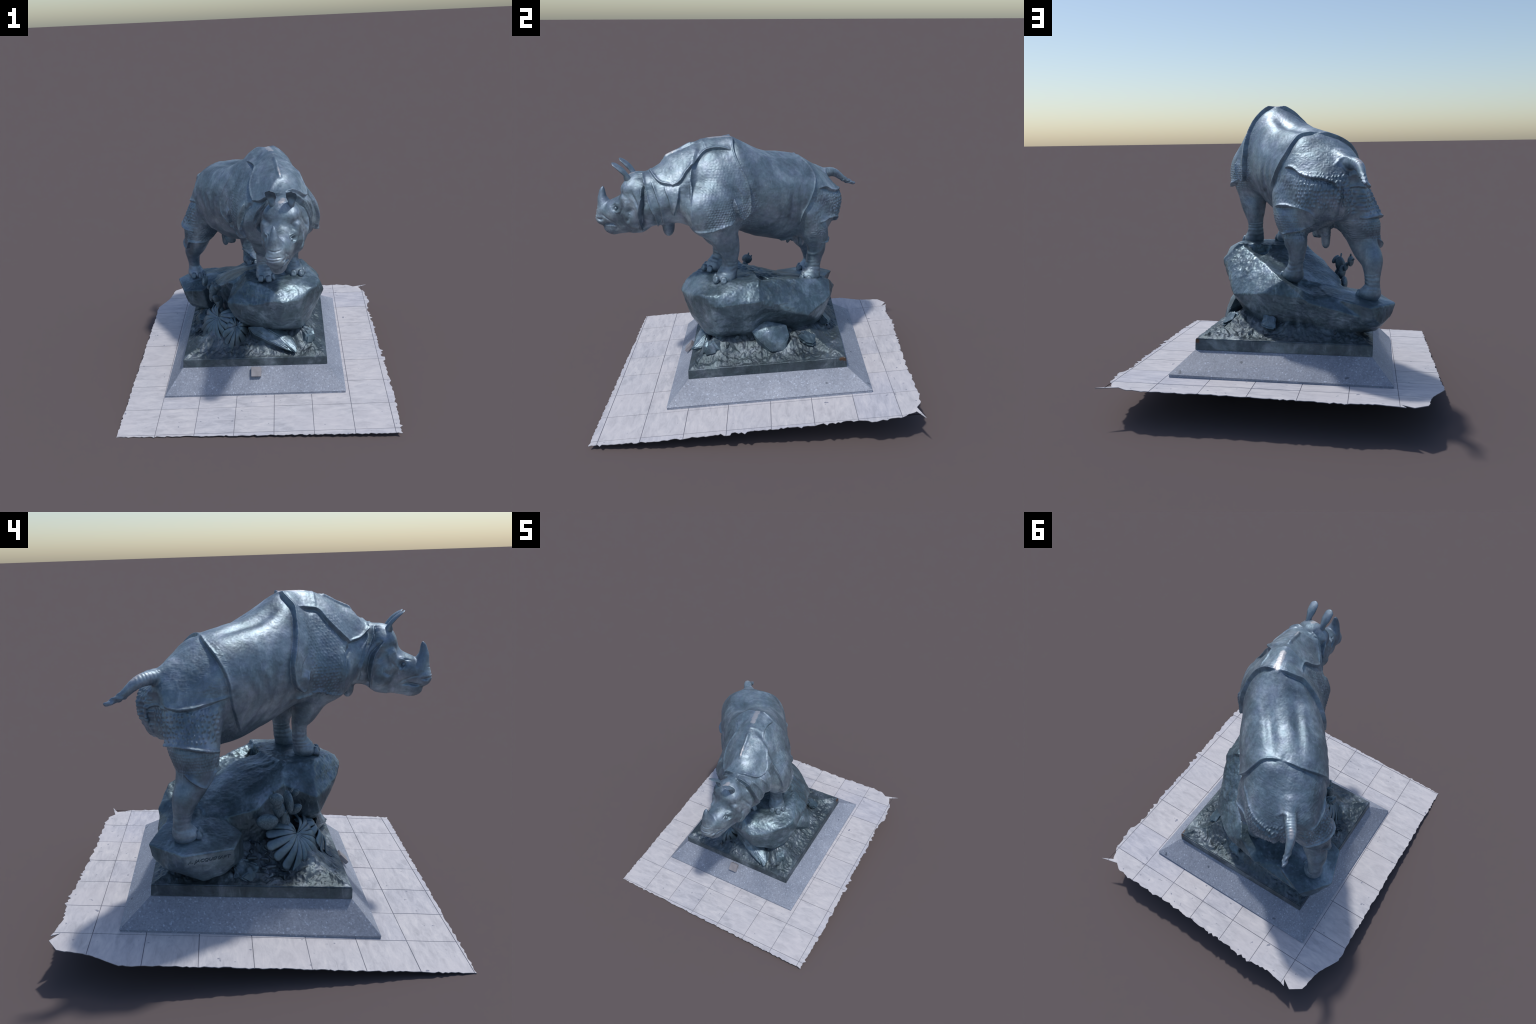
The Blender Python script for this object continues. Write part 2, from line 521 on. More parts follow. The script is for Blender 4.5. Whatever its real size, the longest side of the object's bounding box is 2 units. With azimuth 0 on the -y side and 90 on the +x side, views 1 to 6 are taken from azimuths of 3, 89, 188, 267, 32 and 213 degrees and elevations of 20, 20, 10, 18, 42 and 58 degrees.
FILL = (.50, .50, .52)      # bare grey patches on the animal's top line
BARE = [((.098, -.168, 1.65), (.128, -.285, 1.645), .017, FILL), ((.168, -.47, 1.575), (.186, -.555, 1.555), .007, FILL),
        ((.20, -.74, 1.45), (.185, -.765, 1.445), .014, FILL), ((-.425, .51, 1.335), (-.445, .545, 1.32), .010, FILL)]
SKIN = material("bronze_patina", bronze((.118, .162, .200), (.218, .286, .345), (.40, .475, .54), spots=BARE))  # base blues lightened partway to the sky reflection baked on the scan's back
HORN = material("bronze_horn", bronze((.13, .175, .225), (.21, .275, .345), (.33, .41, .48), .5, 120, .2))
ROCK = material("bronze_rock", bronze((.055, .085, .105), (.115, .168, .205), (.31, .40, .47), .42, 40, .3))
SOIL = material("bronze_soil", bronze((.045, .062, .074), (.088, .117, .138), (.25, .30, .34), .46, 90, .45,
                                      spots=[((.466, .50, .342), (.455, .535, .34), .012, (.12, .07, .045))]))
LEAF = material("bronze_leaf", bronze((.08, .12, .15), (.13, .19, .23), (.21, .28, .33), .48, 80, .15))


def granite_build(nt, bs):
    v = coords(nt)
    a = ramp(nt, noise(nt, v, 6, 5), [(.3, (.22, .25, .315)), (.7, (.30, .33, .40))])
    vo = node(nt, "ShaderNodeTexVoronoi"); vo.inputs["Scale"].default_value = 140
    nt.links.new(v, vo.inputs["Vector"])
    sp = ramp(nt, vo.outputs["Color"], [(.0, (.30, .30, .30)), (.45, (.46, .46, .46)), (.80, (.56, .56, .56)), (.93, (.95, .95, .95))])
    c = mix(nt, .6, a, sp, "OVERLAY")
    st = ramp(nt, noise(nt, v, 18, 2, .4), [(.74, (0, 0, 0)), (.79, (1, 1, 1))])
    c = mix(nt, st, c, (.10, .12, .16))
    nt.links.new(c, bs.inputs["Base Color"]); bs.inputs["Roughness"].default_value = .55
    bump(nt, bs, noise(nt, v, 140, 3), .2, .003)


def paver_build(nt, bs):
    v = coords(nt)
    oi = nt.nodes.new("ShaderNodeObjectInfo")
    mp = node(nt, "ShaderNodeMapping"); mp.inputs["Rotation"].default_value = (0, 0, .9); mp.inputs["Scale"].default_value = (1, 3.2, 1)
    nt.links.new(v, mp.inputs["Vector"])
    a = ramp(nt, noise(nt, mp.outputs[0], 9, 6, .68, .4), [(.28, (.40, .40, .435)), (.5, (.535, .53, .565)), (.74, (.67, .65, .66))])
    tint = ramp(nt, oi.outputs["Random"], [(0, (.45, .46, .50)), (.5, (.5, .5, .5)), (1, (.54, .525, .51))])
    a = mix(nt, .6, a, tint, "OVERLAY")
    warm = ramp(nt, noise(nt, v, 3, 3), [(.45, (0, 0, 0)), (.7, (.5, .5, .5))])
    a = mix(nt, warm, a, (.60, .575, .60))
    st = ramp(nt, noise(nt, v, 30, 2, .4), [(.71, (0, 0, 0)), (.77, (1, 1, 1))])
    a = mix(nt, st, a, (.26, .27, .33))
    nt.links.new(a, bs.inputs["Base Color"]); bs.inputs["Roughness"].default_value = .8
    bump(nt, bs, noise(nt, v, 45, 5), .25, .004)


GRANITE = material("granite", granite_build)
PAVER = material("paving_stone", paver_build)


def plain(name, col, rough=.8):
    def build(nt, bs):
        v = coords(nt)
        c = ramp(nt, noise(nt, v, 20, 4), [(.3, tuple(.8 * x for x in col)), (.7, tuple(1.15 * x for x in col))])
        nt.links.new(c, bs.inputs["Base Color"]); bs.inputs["Roughness"].default_value = rough
    return material(name, build)


MORTAR = plain("mortar", (.22, .225, .27))
PLAQUE = plain("plaque_metal", (.26, .25, .27), .45)


# ------------------------------------------------------------------ numeric noise
def vnoise(P, scale, seed=0):
    """smooth value noise in -1..1 at points P"""
    q = P * scale + 37.17 * (seed + 1)
    i = np.floor(q).astype(np.int64); f = q - i; f = f * f * (3 - 2 * f)
    out = np.zeros(len(P))
    for dx in (0, 1):
        for dy in (0, 1):
            for dz in (0, 1):
                n = (i[:, 0] + dx) * 374761393 + (i[:, 1] + dy) * 668265263 + (i[:, 2] + dz) * 2147483647 + seed * 1274126177
                n = (n ^ (n >> 13)) * 1274126177
                r = ((n ^ (n >> 16)) & 0xffff) / 32767.5 - 1
                w = (f[:, 0] if dx else 1 - f[:, 0]) * (f[:, 1] if dy else 1 - f[:, 1]) * (f[:, 2] if dz else 1 - f[:, 2])
                out += w * r
    return out


def fbm(P, scale, octaves=4, gain=.5, seed=0):
    return sum(gain**o * vnoise(P, scale * 2**o, seed + o) for o in range(octaves))


def studs(s, z, pitch, jitter, seed):
    """field of rounded studs on a staggered lattice: 1 on a stud's top, 0 between"""
    z0 = z / (pitch * .87); s0 = s / pitch
    best = np.full(len(s), 9.)
    row = np.floor(z0)
    for dr in (-1, 0, 1):
        r = row + dr
        off = .5 * (r % 2)
        col = np.floor(s0 - off)
        for dc in (-1, 0, 1, 2):
            c = col + dc
            h = np.sin(c * 127.1 + r * 311.7 + seed) * 43758.5453; j1 = (h - np.floor(h)) - .5
            h = np.sin(c * 269.5 + r * 183.3 + seed) * 43758.5453; j2 = (h - np.floor(h)) - .5
            d = ((s0 - c - off - j1 * jitter)**2 + ((z0 - r - j2 * jitter) * .87)**2)
            best = np.minimum(best, d)
    return np.exp(-best / .075)


# ------------------------------------------------------------------ skin folds: (name, profile, course)
#   lip : side raised (+1 right of the course, -1 left), height, groove depth, widths of both
#   line: height (negative = groove), width
FOLDS = [
    ("shoulder_rear_left", ('lip', 1, .015, .011, .055, .025),
     [(.109, -.153, 1.641), (.204, -.138, 1.571), (.242, -.108, 1.5), (.258, -.072, 1.43), (.268, -.054, 1.363), (.277, -.047, 1.284), (.28, -.059, 1.215), (.297, -.092, 1.19), (.332, -.116, 1.219), (.35, -.133, 1.271), (.346, -.14, 1.315)]),
    ("shoulder_hem_left", ('lip', 1, .021, .012, .03, .03),
     [(.346, -.141, 1.185), (.381, -.201, 1.168), (.398, -.283, 1.151), (.389, -.373, 1.151)]),
    ("shoulder_front_left", ('lip', 1, .012, .012, .03, .03),
     [(.39, -.374, 1.153), (.414, -.385, 1.245), (.403, -.392, 1.31), (.373, -.389, 1.375), (.351, -.386, 1.42)]),
    ("back_plate_hem_left", ('lip', -1, .01, .012, .018, .02),
     [(.35, -.491, 1.41), (.35, -.458, 1.423), (.325, -.408, 1.489), (.282, -.361, 1.527), (.232, -.314, 1.579), (.212, -.237, 1.595), (.206, -.171, 1.58)]),
    ("neck_plate_front_left", ('lip', -1, .012, .012, .02, .02),
     [(.225, -.64, 1.476), (.283, -.613, 1.456), (.324, -.57, 1.423), (.35, -.491, 1.41)]),
    ("collar_left", ('lip', -1, .016, .03, .025, .028),
     [(.233, -.677, 1.459), (.319, -.658, 1.391), (.352, -.635, 1.292), (.334, -.604, 1.214), (.249, -.607, 1.138)]),
    ("jaw_fold_left", ('lip', 1, .012, .032, .02, .03),
     [(.31, -.67, 1.4), (.342, -.677, 1.306), (.327, -.694, 1.222), (.247, -.696, 1.108)]),
    ("cheek_line_left", ('line', -.007, .008),
     [(.301, -.741, 1.359), (.316, -.717, 1.311), (.334, -.698, 1.27)]),
    ("throat_flap_front_left", ('lip', -1, .008, .008, .02, .015),
     [(.344, -.544, 1.397), (.368, -.515, 1.324), (.345, -.497, 1.231)]),
    ("throat_flap_back_left", ('lip', 1, .01, .014, .02, .02),
     [(.362, -.45, 1.392), (.376, -.46, 1.314), (.347, -.489, 1.232)]),
    ("saddle_rear_left", ('lip', 1, .011, .008, .03, .02),
     [(-.188, .251, 1.48), (-.107, .286, 1.466), (-.068, .332, 1.422), (-.033, .361, 1.359), (.007, .35, 1.294), (.04, .316, 1.217), (.058, .286, 1.16), (.044, .261, 1.074)]),
    ("rump_hem_left", ('lip', -1, .011, .009, .018, .02),
     [(-.036, .397, 1.289), (-.066, .422, 1.288), (-.124, .47, 1.253), (-.207, .506, 1.226), (-.277, .523, 1.215), (-.312, .528, 1.198), (-.323, .527, 1.16)]),
    ("buttock_edge_left", ('line', .008, .012),
     [(-.323, .527, 1.16), (-.314, .505, 1.079), (-.291, .474, 1.012)]),
    ("thigh_hem_left", ('lip', -1, .019, .013, .03, .025),
     [(.017, .402, 1.077), (-.047, .437, 1.08), (-.122, .473, 1.08), (-.189, .504, 1.062), (-.217, .493, 1.022)]),
    ("skirt_hem_left", ('lip', -1, .020, .014, .03, .02),
     [(-.015, .413, .927), (-.058, .438, .938), (-.116, .426, .952), (-.197, .462, .985)]),
    ("hock_ring_left", ('line', .007, .01),
     [(-.085, .321, .837), (-.032, .391, .864), (-.033, .424, .908)]),
    ("shoulder_rear_right", ('lip', -1, .015, .011, .055, .025),
     [(.066, -.165, 1.641), (-.001, -.192, 1.607), (-.047, -.221, 1.566), (-.129, -.22, 1.471), (-.182, -.207, 1.387), (-.214, -.194, 1.307), (-.213, -.2, 1.241), (-.182, -.227, 1.189), (-.156, -.255, 1.168), (-.151, -.273, 1.183), (-.158, -.279, 1.228), (-.154, -.289, 1.26)]),
    ("shoulder_hem_right", ('lip', -1, .021, .012, .03, .03),
     [(-.171, -.205, 1.128), (-.114, -.291, 1.139), (-.109, -.337, 1.164), (-.077, -.411, 1.139), (-.042, -.467, 1.136)]),
    ("shoulder_front_right", ('lip', -1, .012, .012, .03, .03),
     [(-.042, -.468, 1.137), (-.082, -.475, 1.234), (-.062, -.489, 1.321), (-.05, -.484, 1.364)]),
    ("back_plate_hem_right", ('lip', -1, .01, .012, .018, .02),
     [(-.023, -.256, 1.571), (.006, -.321, 1.57), (.011, -.356, 1.562), (-.01, -.398, 1.515), (-.019, -.442, 1.468), (-.017, -.477, 1.436), (-.001, -.529, 1.389)]),
    ("neck_plate_front_right", ('lip', 1, .014, .012, .02, .02),
     [(.178, -.649, 1.466), (.124, -.633, 1.434), (.063, -.592, 1.402), (-.001, -.529, 1.389)]),
    ("collar_right", ('lip', 1, .015, .024, .02, .02),
     [(.147, -.676, 1.445), (.094, -.657, 1.385), (.053, -.609, 1.299), (.038, -.579, 1.238), (.114, -.591, 1.164)]),
    ("jaw_fold_right", ('lip', -1, .012, .026, .02, .022),
     [(.082, -.703, 1.367), (.07, -.655, 1.3), (.072, -.639, 1.23), (.169, -.664, 1.108)]),
    ("throat_groove_right", ('line', -.014, .014),
     [(-.008, -.528, 1.374), (-.056, -.501, 1.314), (-.07, -.491, 1.231)]),
    ("saddle_rear_right", ('lip', -1, .011, .008, .03, .02),
     [(-.219, .244, 1.475), (-.319, .217, 1.448), (-.398, .169, 1.392), (-.424, .137, 1.334), (-.429, .115, 1.264), (-.424, .108, 1.201), (-.389, .085, 1.103), (-.313, .064, 1.006)]),
    ("rump_hem_right", ('lip', -1, .012, .009, .02, .02),
     [(-.49, .416, 1.194), (-.5, .347, 1.179), (-.488, .269, 1.182), (-.459, .199, 1.197), (-.43, .122, 1.209)]),
    ("thigh_hem_right", ('lip', -1, .019, .013, .03, .025),
     [(-.444, .429, 1.012), (-.531, .348, 1.016), (-.546, .259, 1.0), (-.476, .176, .975)]),
    ("skirt_hem_right", ('lip', -1, .018, .012, .025, .02),
     [(-.54, .332, .884), (-.528, .253, .822), (-.497, .202, .89), (.126, .158, .763)]),
    ("tail_root_fold", ('line', .007, .01),
     [(-.311, .483, 1.315), (-.33, .46, 1.34), (-.358, .453, 1.347), (-.388, .506, 1.333)]),
    ("cleft", ('line', -.016, .016),
     [(-.364, .517, 1.227), (-.347, .52, 1.137), (-.328, .468, 1.023)]),
    ("buttock_edge_right", ('lip', 1, .008, .006, .02, .02),
     [(-.495, .413, 1.184), (-.433, .477, 1.183), (-.403, .498, 1.163), (-.377, .496, 1.101), (-.342, .469, 1.032)]),
    ("mane", ('line', .014, .01),
     [(.151, -.384, 1.62), (.163, -.439, 1.598), (.169, -.49, 1.573), (.183, -.554, 1.537)]),
    ("flank_line_left", ('line', -.004, .012),
     [(.256, -.03, 1.208), (.191, .056, 1.158), (.136, .145, 1.131), (.095, .23, 1.165)]),
    ("back_seam", ('line', .003, .008),
     [(.029, -.346, 1.589), (.111, -.345, 1.634), (.167, -.325, 1.63), (.218, -.3, 1.594)]),
    ("brow_crease_left", ('line', -.006, .005),
     [(.229, -.878, 1.258), (.248, -.855, 1.272), (.262, -.831, 1.273)]),
    ("eye_bag_left", ('line', .005, .005),
     [(.241, -.86, 1.233), (.256, -.845, 1.222), (.277, -.822, 1.232)]),
    ("eye_wrinkle_left", ('line', -.005, .006),
     [(.265, -.826, 1.212), (.283, -.808, 1.241), (.288, -.799, 1.263)]),
    ("mouth_left", ('line', -.013, .006),
     [(.187, -.944, 1.123), (.199, -.922, 1.135), (.216, -.892, 1.139), (.225, -.869, 1.135)]),
    ("lip_fold_left", ('line', -.005, .006),
     [(.205, -.944, 1.195), (.218, -.924, 1.182), (.231, -.895, 1.167), (.23, -.861, 1.142)]),
    ("nostril_left", ('line', -.014, .008),
     [(.19, -.98, 1.167), (.2, -.962, 1.16), (.205, -.946, 1.167)]),
    ("chin_fold_left", ('line', -.004, .008),
     [(.229, -.854, 1.133), (.22, -.86, 1.11), (.212, -.875, 1.099)]),
    ("brow_crease_right", ('line', -.006, .005),
     [(.091, -.812, 1.279), (.101, -.835, 1.276), (.108, -.862, 1.264)]),
    ("eye_bag_right", ('line', .005, .006),
     [(.074, -.778, 1.252), (.084, -.795, 1.219), (.087, -.812, 1.213), (.095, -.831, 1.231)]),
    ("eye_wrinkle_right", ('line', -.005, .006),
     [(.073, -.755, 1.264), (.074, -.776, 1.241), (.09, -.807, 1.192)]),
    ("mouth_right", ('line', -.013, .006),
     [(.108, -.832, 1.135), (.107, -.859, 1.139), (.11, -.894, 1.13), (.11, -.929, 1.123)]),
    ("lip_fold_right", ('line', -.005, .006),
     [(.107, -.811, 1.144), (.099, -.837, 1.159), (.09, -.875, 1.175), (.094, -.912, 1.184)]),
    ("nostril_right", ('line', -.014, .008),
     [(.088, -.934, 1.162), (.088, -.951, 1.159), (.095, -.97, 1.166)]),
    ("cheek_bone_right", ('line', .010, .014),
     [(.074, -.738, 1.319), (.072, -.745, 1.284), (.074, -.751, 1.249), (.074, -.756, 1.211)]),
    ("cheek_hollow_right", ('line', -.010, .016),
     [(.078, -.707, 1.335), (.076, -.699, 1.303), (.075, -.686, 1.269)]),
    ("jowl_groove_right", ('line', -.008, .010),
     [(.066, -.716, 1.227), (.063, -.723, 1.207), (.073, -.752, 1.196)]),
    ("cheek_bone_left", ('line', .009, .014),
     [(.297, -.772, 1.313), (.297, -.774, 1.283), (.294, -.784, 1.248), (.292, -.792, 1.207)]),
    ("cheek_hollow_left", ('line', -.010, .014),
     [(.31, -.739, 1.259), (.307, -.755, 1.243), (.311, -.76, 1.223)]),
    ("jowl_groove_left", ('line', -.008, .010),
     [(.311, -.76, 1.219), (.308, -.769, 1.192), (.295, -.787, 1.175)]),
    ("collar_middle_right", ('lip', 1, .010, .014, .018, .018),
     [(.127, -.64, 1.457), (.09, -.63, 1.392), (.044, -.589, 1.33), (.015, -.564, 1.266)]),
    ("collar_middle_left", ('lip', -1, .008, .012, .018, .018),
     [(.315, -.616, 1.412), (.349, -.588, 1.342), (.357, -.565, 1.258), (.285, -.569, 1.161)]),
    ("muzzle_wrinkle", ('line', -.004, .004),
     [(.111, -.966, 1.224), (.141, -.985, 1.22), (.179, -.973, 1.226)]),
    ("muzzle_wrinkle_low", ('line', -.004, .004),
     [(.102, -.975, 1.182), (.14, -.993, 1.185), (.184, -.98, 1.185)]),
    ("muzzle_wrinkle_lowest", ('line', -.004, .004),
     [(.105, -.981, 1.169), (.139, -.997, 1.169), (.171, -.991, 1.175)]),
]


def stud(D, amount, s, z, pitch, jitter, seed):
    i = np.nonzero(amount > 1e-5)[0]
    D[i] += amount[i] * studs(s[i], z[i], pitch, jitter, seed)


def fold_relief(P, N, D):
    from mathutils.kdtree import KDTree
    tree = KDTree(len(P))
    step = 2
    for i in range(0, len(P), step):
        tree.insert(P[i], i)
    tree.balance()
    for name, kind, pts in FOLDS:
        A = np.array(pts)
        t = np.r_[0, np.cumsum(np.linalg.norm(np.diff(A, axis=0), axis=1))]
        n = max(6, int(t[-1] / .006))
        tt = np.linspace(0, t[-1], n)
        C = np.stack([interp(tt, t, A[:, c]) for c in range(3)], 1)
        ids = np.array([tree.find(c)[1] for c in C])
        C = P[ids]; NC = N[ids]
        for _ in range(3):                     # even out the snapped course
            C[1:-1] = (C[:-2] + 2 * C[1:-1] + C[2:]) / 4
            NC[1:-1] = (NC[:-2] + 2 * NC[1:-1] + NC[2:]) / 4
        T = np.gradient(C, axis=0); T /= np.linalg.norm(T, axis=1)[:, None] + 1e-9
        R = np.cross(T, NC); R /= np.linalg.norm(R, axis=1)[:, None] + 1e-9
        reach = .11 if kind[0] == "lip" else 4 * kind[2]
        box = ((P > C.min(0) - reach) & (P < C.max(0) + reach)).all(1)
        v = np.nonzero(box)[0]
        if not len(v):
            continue
        best = np.full(len(v), 9.); near = np.zeros(len(v), int)
        for k in range(n):
            d = ((P[v] - C[k])**2).sum(1)
            m = d < best
            best[m] = d[m]; near[m] = k
        ok = (best < reach**2) & ((N[v] * NC[near]).sum(1) > .15)
        v, near = v[ok], near[ok]
        rel = P[v] - C[near]
        along = (rel * T[near]).sum(1); side = (rel * R[near]).sum(1)
        end = np.where((near == 0) & (along < 0), -along, np.where((near == n - 1) & (along > 0), along, 0))
        fade = np.exp(-(end / .008)**2)
        L = t[-1]; u = near / (n - 1) * L
        if kind[0] == "lip":
            _, sg, h, g, wh, wg = kind
            sd = side * sg
            up = h * np.exp(-np.maximum(sd, 0) / wh) + .3 * h * np.exp(-((sd - .007) / .006)**2)
            dn = -g * np.exp(-np.maximum(-sd, 0) / wg)
            e = sstep(sd, -.0035, .0035)
            fade = fade * (.35 + .65 * sstep(np.minimum(u, L - u), 0, .03))
            D[v] += (e * up + (1 - e) * dn) * fade * (1 - sstep(np.abs(sd), .05, .105))
        else:
            _, amp, w = kind
            fade = fade * (.4 + .6 * sstep(np.minimum(u, L - u), 0, .02))
            D[v] += amp * np.exp(-(side / w)**2) * fade


TAIL = [(-.50, -.03, 1.33), (-.575, -.026, 1.315), (-.64, -.022, 1.312), (-.69, -.018, 1.295), (-.735, -.002, 1.262), (-.775, .016, 1.235), (-.812, .035, 1.217)]


def dist_to(P, pts):
    best = np.full(len(P), 9.)
    for p, q in zip(pts[:-1], pts[1:]):
        p = np.asarray(p); d = np.asarray(q) - p
        t = np.clip((P - p) @ d / (d @ d), 0, 1)
        best = np.minimum(best, np.linalg.norm(P - p - t[:, None] * d, axis=1))
    return best


def rhino():
    F = build_rhino_field()
    P, Q = F.mesh(2)
    P, Q = biggest_piece(P, Q)
    P, Q = subdivide(P, Q)
    N = normals_of(P, Q)
    D = np.zeros(len(P))
    fold_relief(P, N, D)
    D = np.clip(D, -.032, .024)
    S = np.zeros(len(P)); n = np.zeros(len(P))
    f = D[Q].mean(1)
    for c in range(4):
        S += np.bincount(Q[:, c], f, len(P)); n += np.bincount(Q[:, c], minlength=len(P))
    D = S / n
    P = P + N * D[:, None]
    P = relax(P, Q, .3)
    N = normals_of(P, Q)
    # ---- studded hide
    a = P @ FWD; b = P @ LEFT; z = P[:, 2]
    D[:] = 0
    h = (P - HEAD0) @ HFWD

    # shoulders
    shoulder = sstep(a, .13, .17) * (1 - sstep(a, .46, .52)) * sstep(z, 1.12, 1.15) * (1 - sstep(z, 1.50, 1.56)) * (1 - sstep(h, -.36, -.30))
    low = 1 - sstep(z, 1.22, 1.34)
    left = b > -.06
    stud(D, shoulder * left * (.0008 + .0022 * low) * sstep(b, .02, .08), a, z, .0165, .35, 1)
    stud(D, shoulder * ~left * (.0014 + .0024 * low) * sstep(-b, .15, .2), a, z, .0185, .45, 2)
    # forearms
    fore = (1 - sstep(z, 1.08, 1.12)) * sstep(z, .93, .98) * (a > .1)
    stud(D, fore * .0010, a * 1.2 + b, z, .012, .6, 3)
    # haunches: big studs above the hem, smaller on the skirt below it
    for k, sgn, hem, top in (("hl", 1, 1.065, 1.275), ("hr", -1, 1.03, 1.19)):
        side = (b > -.015) if sgn > 0 else (b < -.015)
        wrap = -a - sgn * b                         # runs back along the flank and round onto the rear
        hind = (a < -.24) & side
        plate = sstep(z, hem - .005, hem + .015) * (1 - sstep(z, top - .03, top)) * hind
        rear = sstep(-a, .40, .50) if sgn > 0 else sstep(-a, .38, .45)
        stud(D, plate * (.0014 + .0048 * rear), wrap + .006 * vnoise(P, 30, 31), z + .006 * vnoise(P, 30, 32), .026, .45, 5)
        skirt = sstep(z, .88, .90) * (1 - sstep(z, hem - .03, hem - .012)) * hind
        stud(D, skirt * .0020, wrap, z, .016, .3, 6)
    # broken, hammered skin on rump and trunk; rings on the tail
    tail_line = [trunk(*p) for p in TAIL]
    td = dist_to(P, tail_line)
    tail = (td < .045) & (a < -.585) & (z > 1.18)
    trunkmask = ~tail & (z > .9)
    D += trunkmask * (.0011 * fbm(P, 18, 2, .5, 3) + .0004 * vnoise(P, 110, 9))
    rump = (a < -.34) & (z > 1.2) & ~tail
    D += rump * .0012 * np.abs(vnoise(P * np.array([1, 1, 1.6]), 75, 21))
    D += tail * .0006 * np.sin(a * 380 + 3 * vnoise(P, 20, 2)) * (a > -.70)
    # low vertical drapery on the flanks
    flank = sstep(a, -.28, -.2) * (1 - sstep(a, .05, .12)) * sstep(z, .95, 1.05) * (1 - sstep(z, 1.25, 1.38))
    D += flank * .0022 * np.sin(a * 75 + 2.5 * np.sin(z * 9) + 3 * vnoise(P, 6, 5))
    # leg creases above the feet
    for k, ((x, y, gz), yaw) in FEET.items():
        near = ((P[:, 0] - x)**2 + (P[:, 1] - y)**2 < .014) & (z < gz + .14)
        D += near * .0007 * np.sin((z - gz) * 260 + 4 * vnoise(P, 18, 6)) * sstep(z, gz + .04, gz + .06)
    P = P + N * D[:, None]
    N = normals_of(P, Q)

    # ---- divide the one surface into anatomical parts
    fc = P[Q].mean(1)
    fa = fc @ FWD; fb = fc @ LEFT; fz = fc[:, 2]; fh = (fc - HEAD0) @ HFWD
    part = np.zeros(len(Q), int)                       # 0 torso
    names = ["torso", "neck", "head", "horn", "tail", "foreleg", "foreleg", "hindleg", "hindleg", "dewlap"]
    part[(fh > -.36) & (fa > .42)] = 1
    part[fh > -.175] = 2
    hl = [head(.095, -.002, 1.235), head(.115, -.004, 1.29), head(.107, -.006, 1.36)]
    part[(fh > .055) & (fz > 1.243 + .25 * np.abs(fh - .11)) & (dist_to(fc, hl) < .06)] = 3
    part[(dist_to(fc, tail_line) < .045) & (fa < -.585) & (fz > 1.18)] = 4
    low_front = (fz < 1.115) & (fa > .08) & (fh < -.30)
    part[low_front & (fb > -.03)] = 5; part[low_front & (fb <= -.03) & (fh < -.38)] = 6
    low_rear = (fz < 1.03) & (fa < -.18)
    ld = dist_to(fc, [np.array(p[:3]) for p in LEGS["hl"][1:]]); rd = dist_to(fc, [np.array(p[:3]) for p in LEGS["hr"][1:]])
    part[low_rear & (ld < .125) & (ld < rd)] = 7; part[low_rear & (rd < .14) & (rd <= ld)] = 8
    body = group("rhinoceros_body")
    for k, nm in enumerate(names):
        sel = part == k
        if not sel.any():
            continue
        q = Q[sel]
        used, inv = np.unique(q, return_inverse=True)
        me = mesh_from(nm, P[used], inv.reshape(-1, 4))
        me.normals_split_custom_set_from_vertices(N[used].astype(np.float32))
        add(nm, me, HORN if nm == "horn" else SKIN, body)
    return body


# ------------------------------------------------------------------ ears, eyes, claws
def ear(body, side):
    base, tip = ((-.098, .062, 1.395), (.004, .078, 1.520)) if side > 0 else ((-.095, -.046, 1.397), (.005, -.045, 1.524))
    B, T = head(*base), head(*tip)
    ax = T - B; L = np.linalg.norm(ax); ax /= L
    lat = HLEFT * side; lat = lat - ax * (lat @ ax); lat /= np.linalg.norm(lat)
    front = np.cross(lat, ax) * side; front /= np.linalg.norm(front)
    if front @ HFWD < 0:
        front = -front
    # the cup opens forward and a little down
    rows, cols = 22, 28
    V = []
    for shell in (0, 1):
        for i in range(rows + 1):
            t = i / rows
            wid = interp(t, [0, .15, .35, .6, .82, .95, 1], [.018, .017, .020, .030, .029, .019, .004])
            dep = interp(t, [0, .15, .35, .6, .82, 1], [.024, .022, .021, .019, .013, .004])
            gap = .0 if t < .30 else min(1, (t - .30) / .15)
            bow = -.010 * math.sin(math.pi * t)
            c = B + ax * L * t + front * bow
            for j in range(cols):
                th = 2 * math.pi * j / cols
                x, y = math.cos(th), math.sin(th)           # y > 0 is the open front
                yy = y
                if shell == 0:
                    if y > 0:
                        yy = y * (1 - gap) - gap * .88 * y * (1 - .15 * abs(x))
                    V.append(c + lat * wid * x + front * dep * yy)
        break
    faces = []
    for i in range(rows):
        for j in range(cols):
            faces.append((i * cols + j, i * cols + (j + 1) % cols, (i + 1) * cols + (j + 1) % cols, (i + 1) * cols + j))
    bm = bmesh.new()
    vs = [bm.verts.new(v) for v in V]
    for f in faces:
        bm.faces.new([vs[k] for k in f])
    bm.faces.new([vs[rows * cols + j] for j in range(cols)])
    bmesh.ops.recalc_face_normals(bm, faces=bm.faces[:])
    bmesh.ops.smooth_vert(bm, verts=bm.verts, factor=.4, use_axis_x=True, use_axis_y=True, use_axis_z=True)
    add("ear", from_bm("ear", bm, True), SKIN, body)


def ball_mesh(name, r, sub=3):
    bm = bmesh.new()
    bmesh.ops.create_icosphere(bm, subdivisions=sub, radius=1)
    bmesh.ops.scale(bm, vec=r, verts=bm.verts)
    return from_bm(name, bm, True)


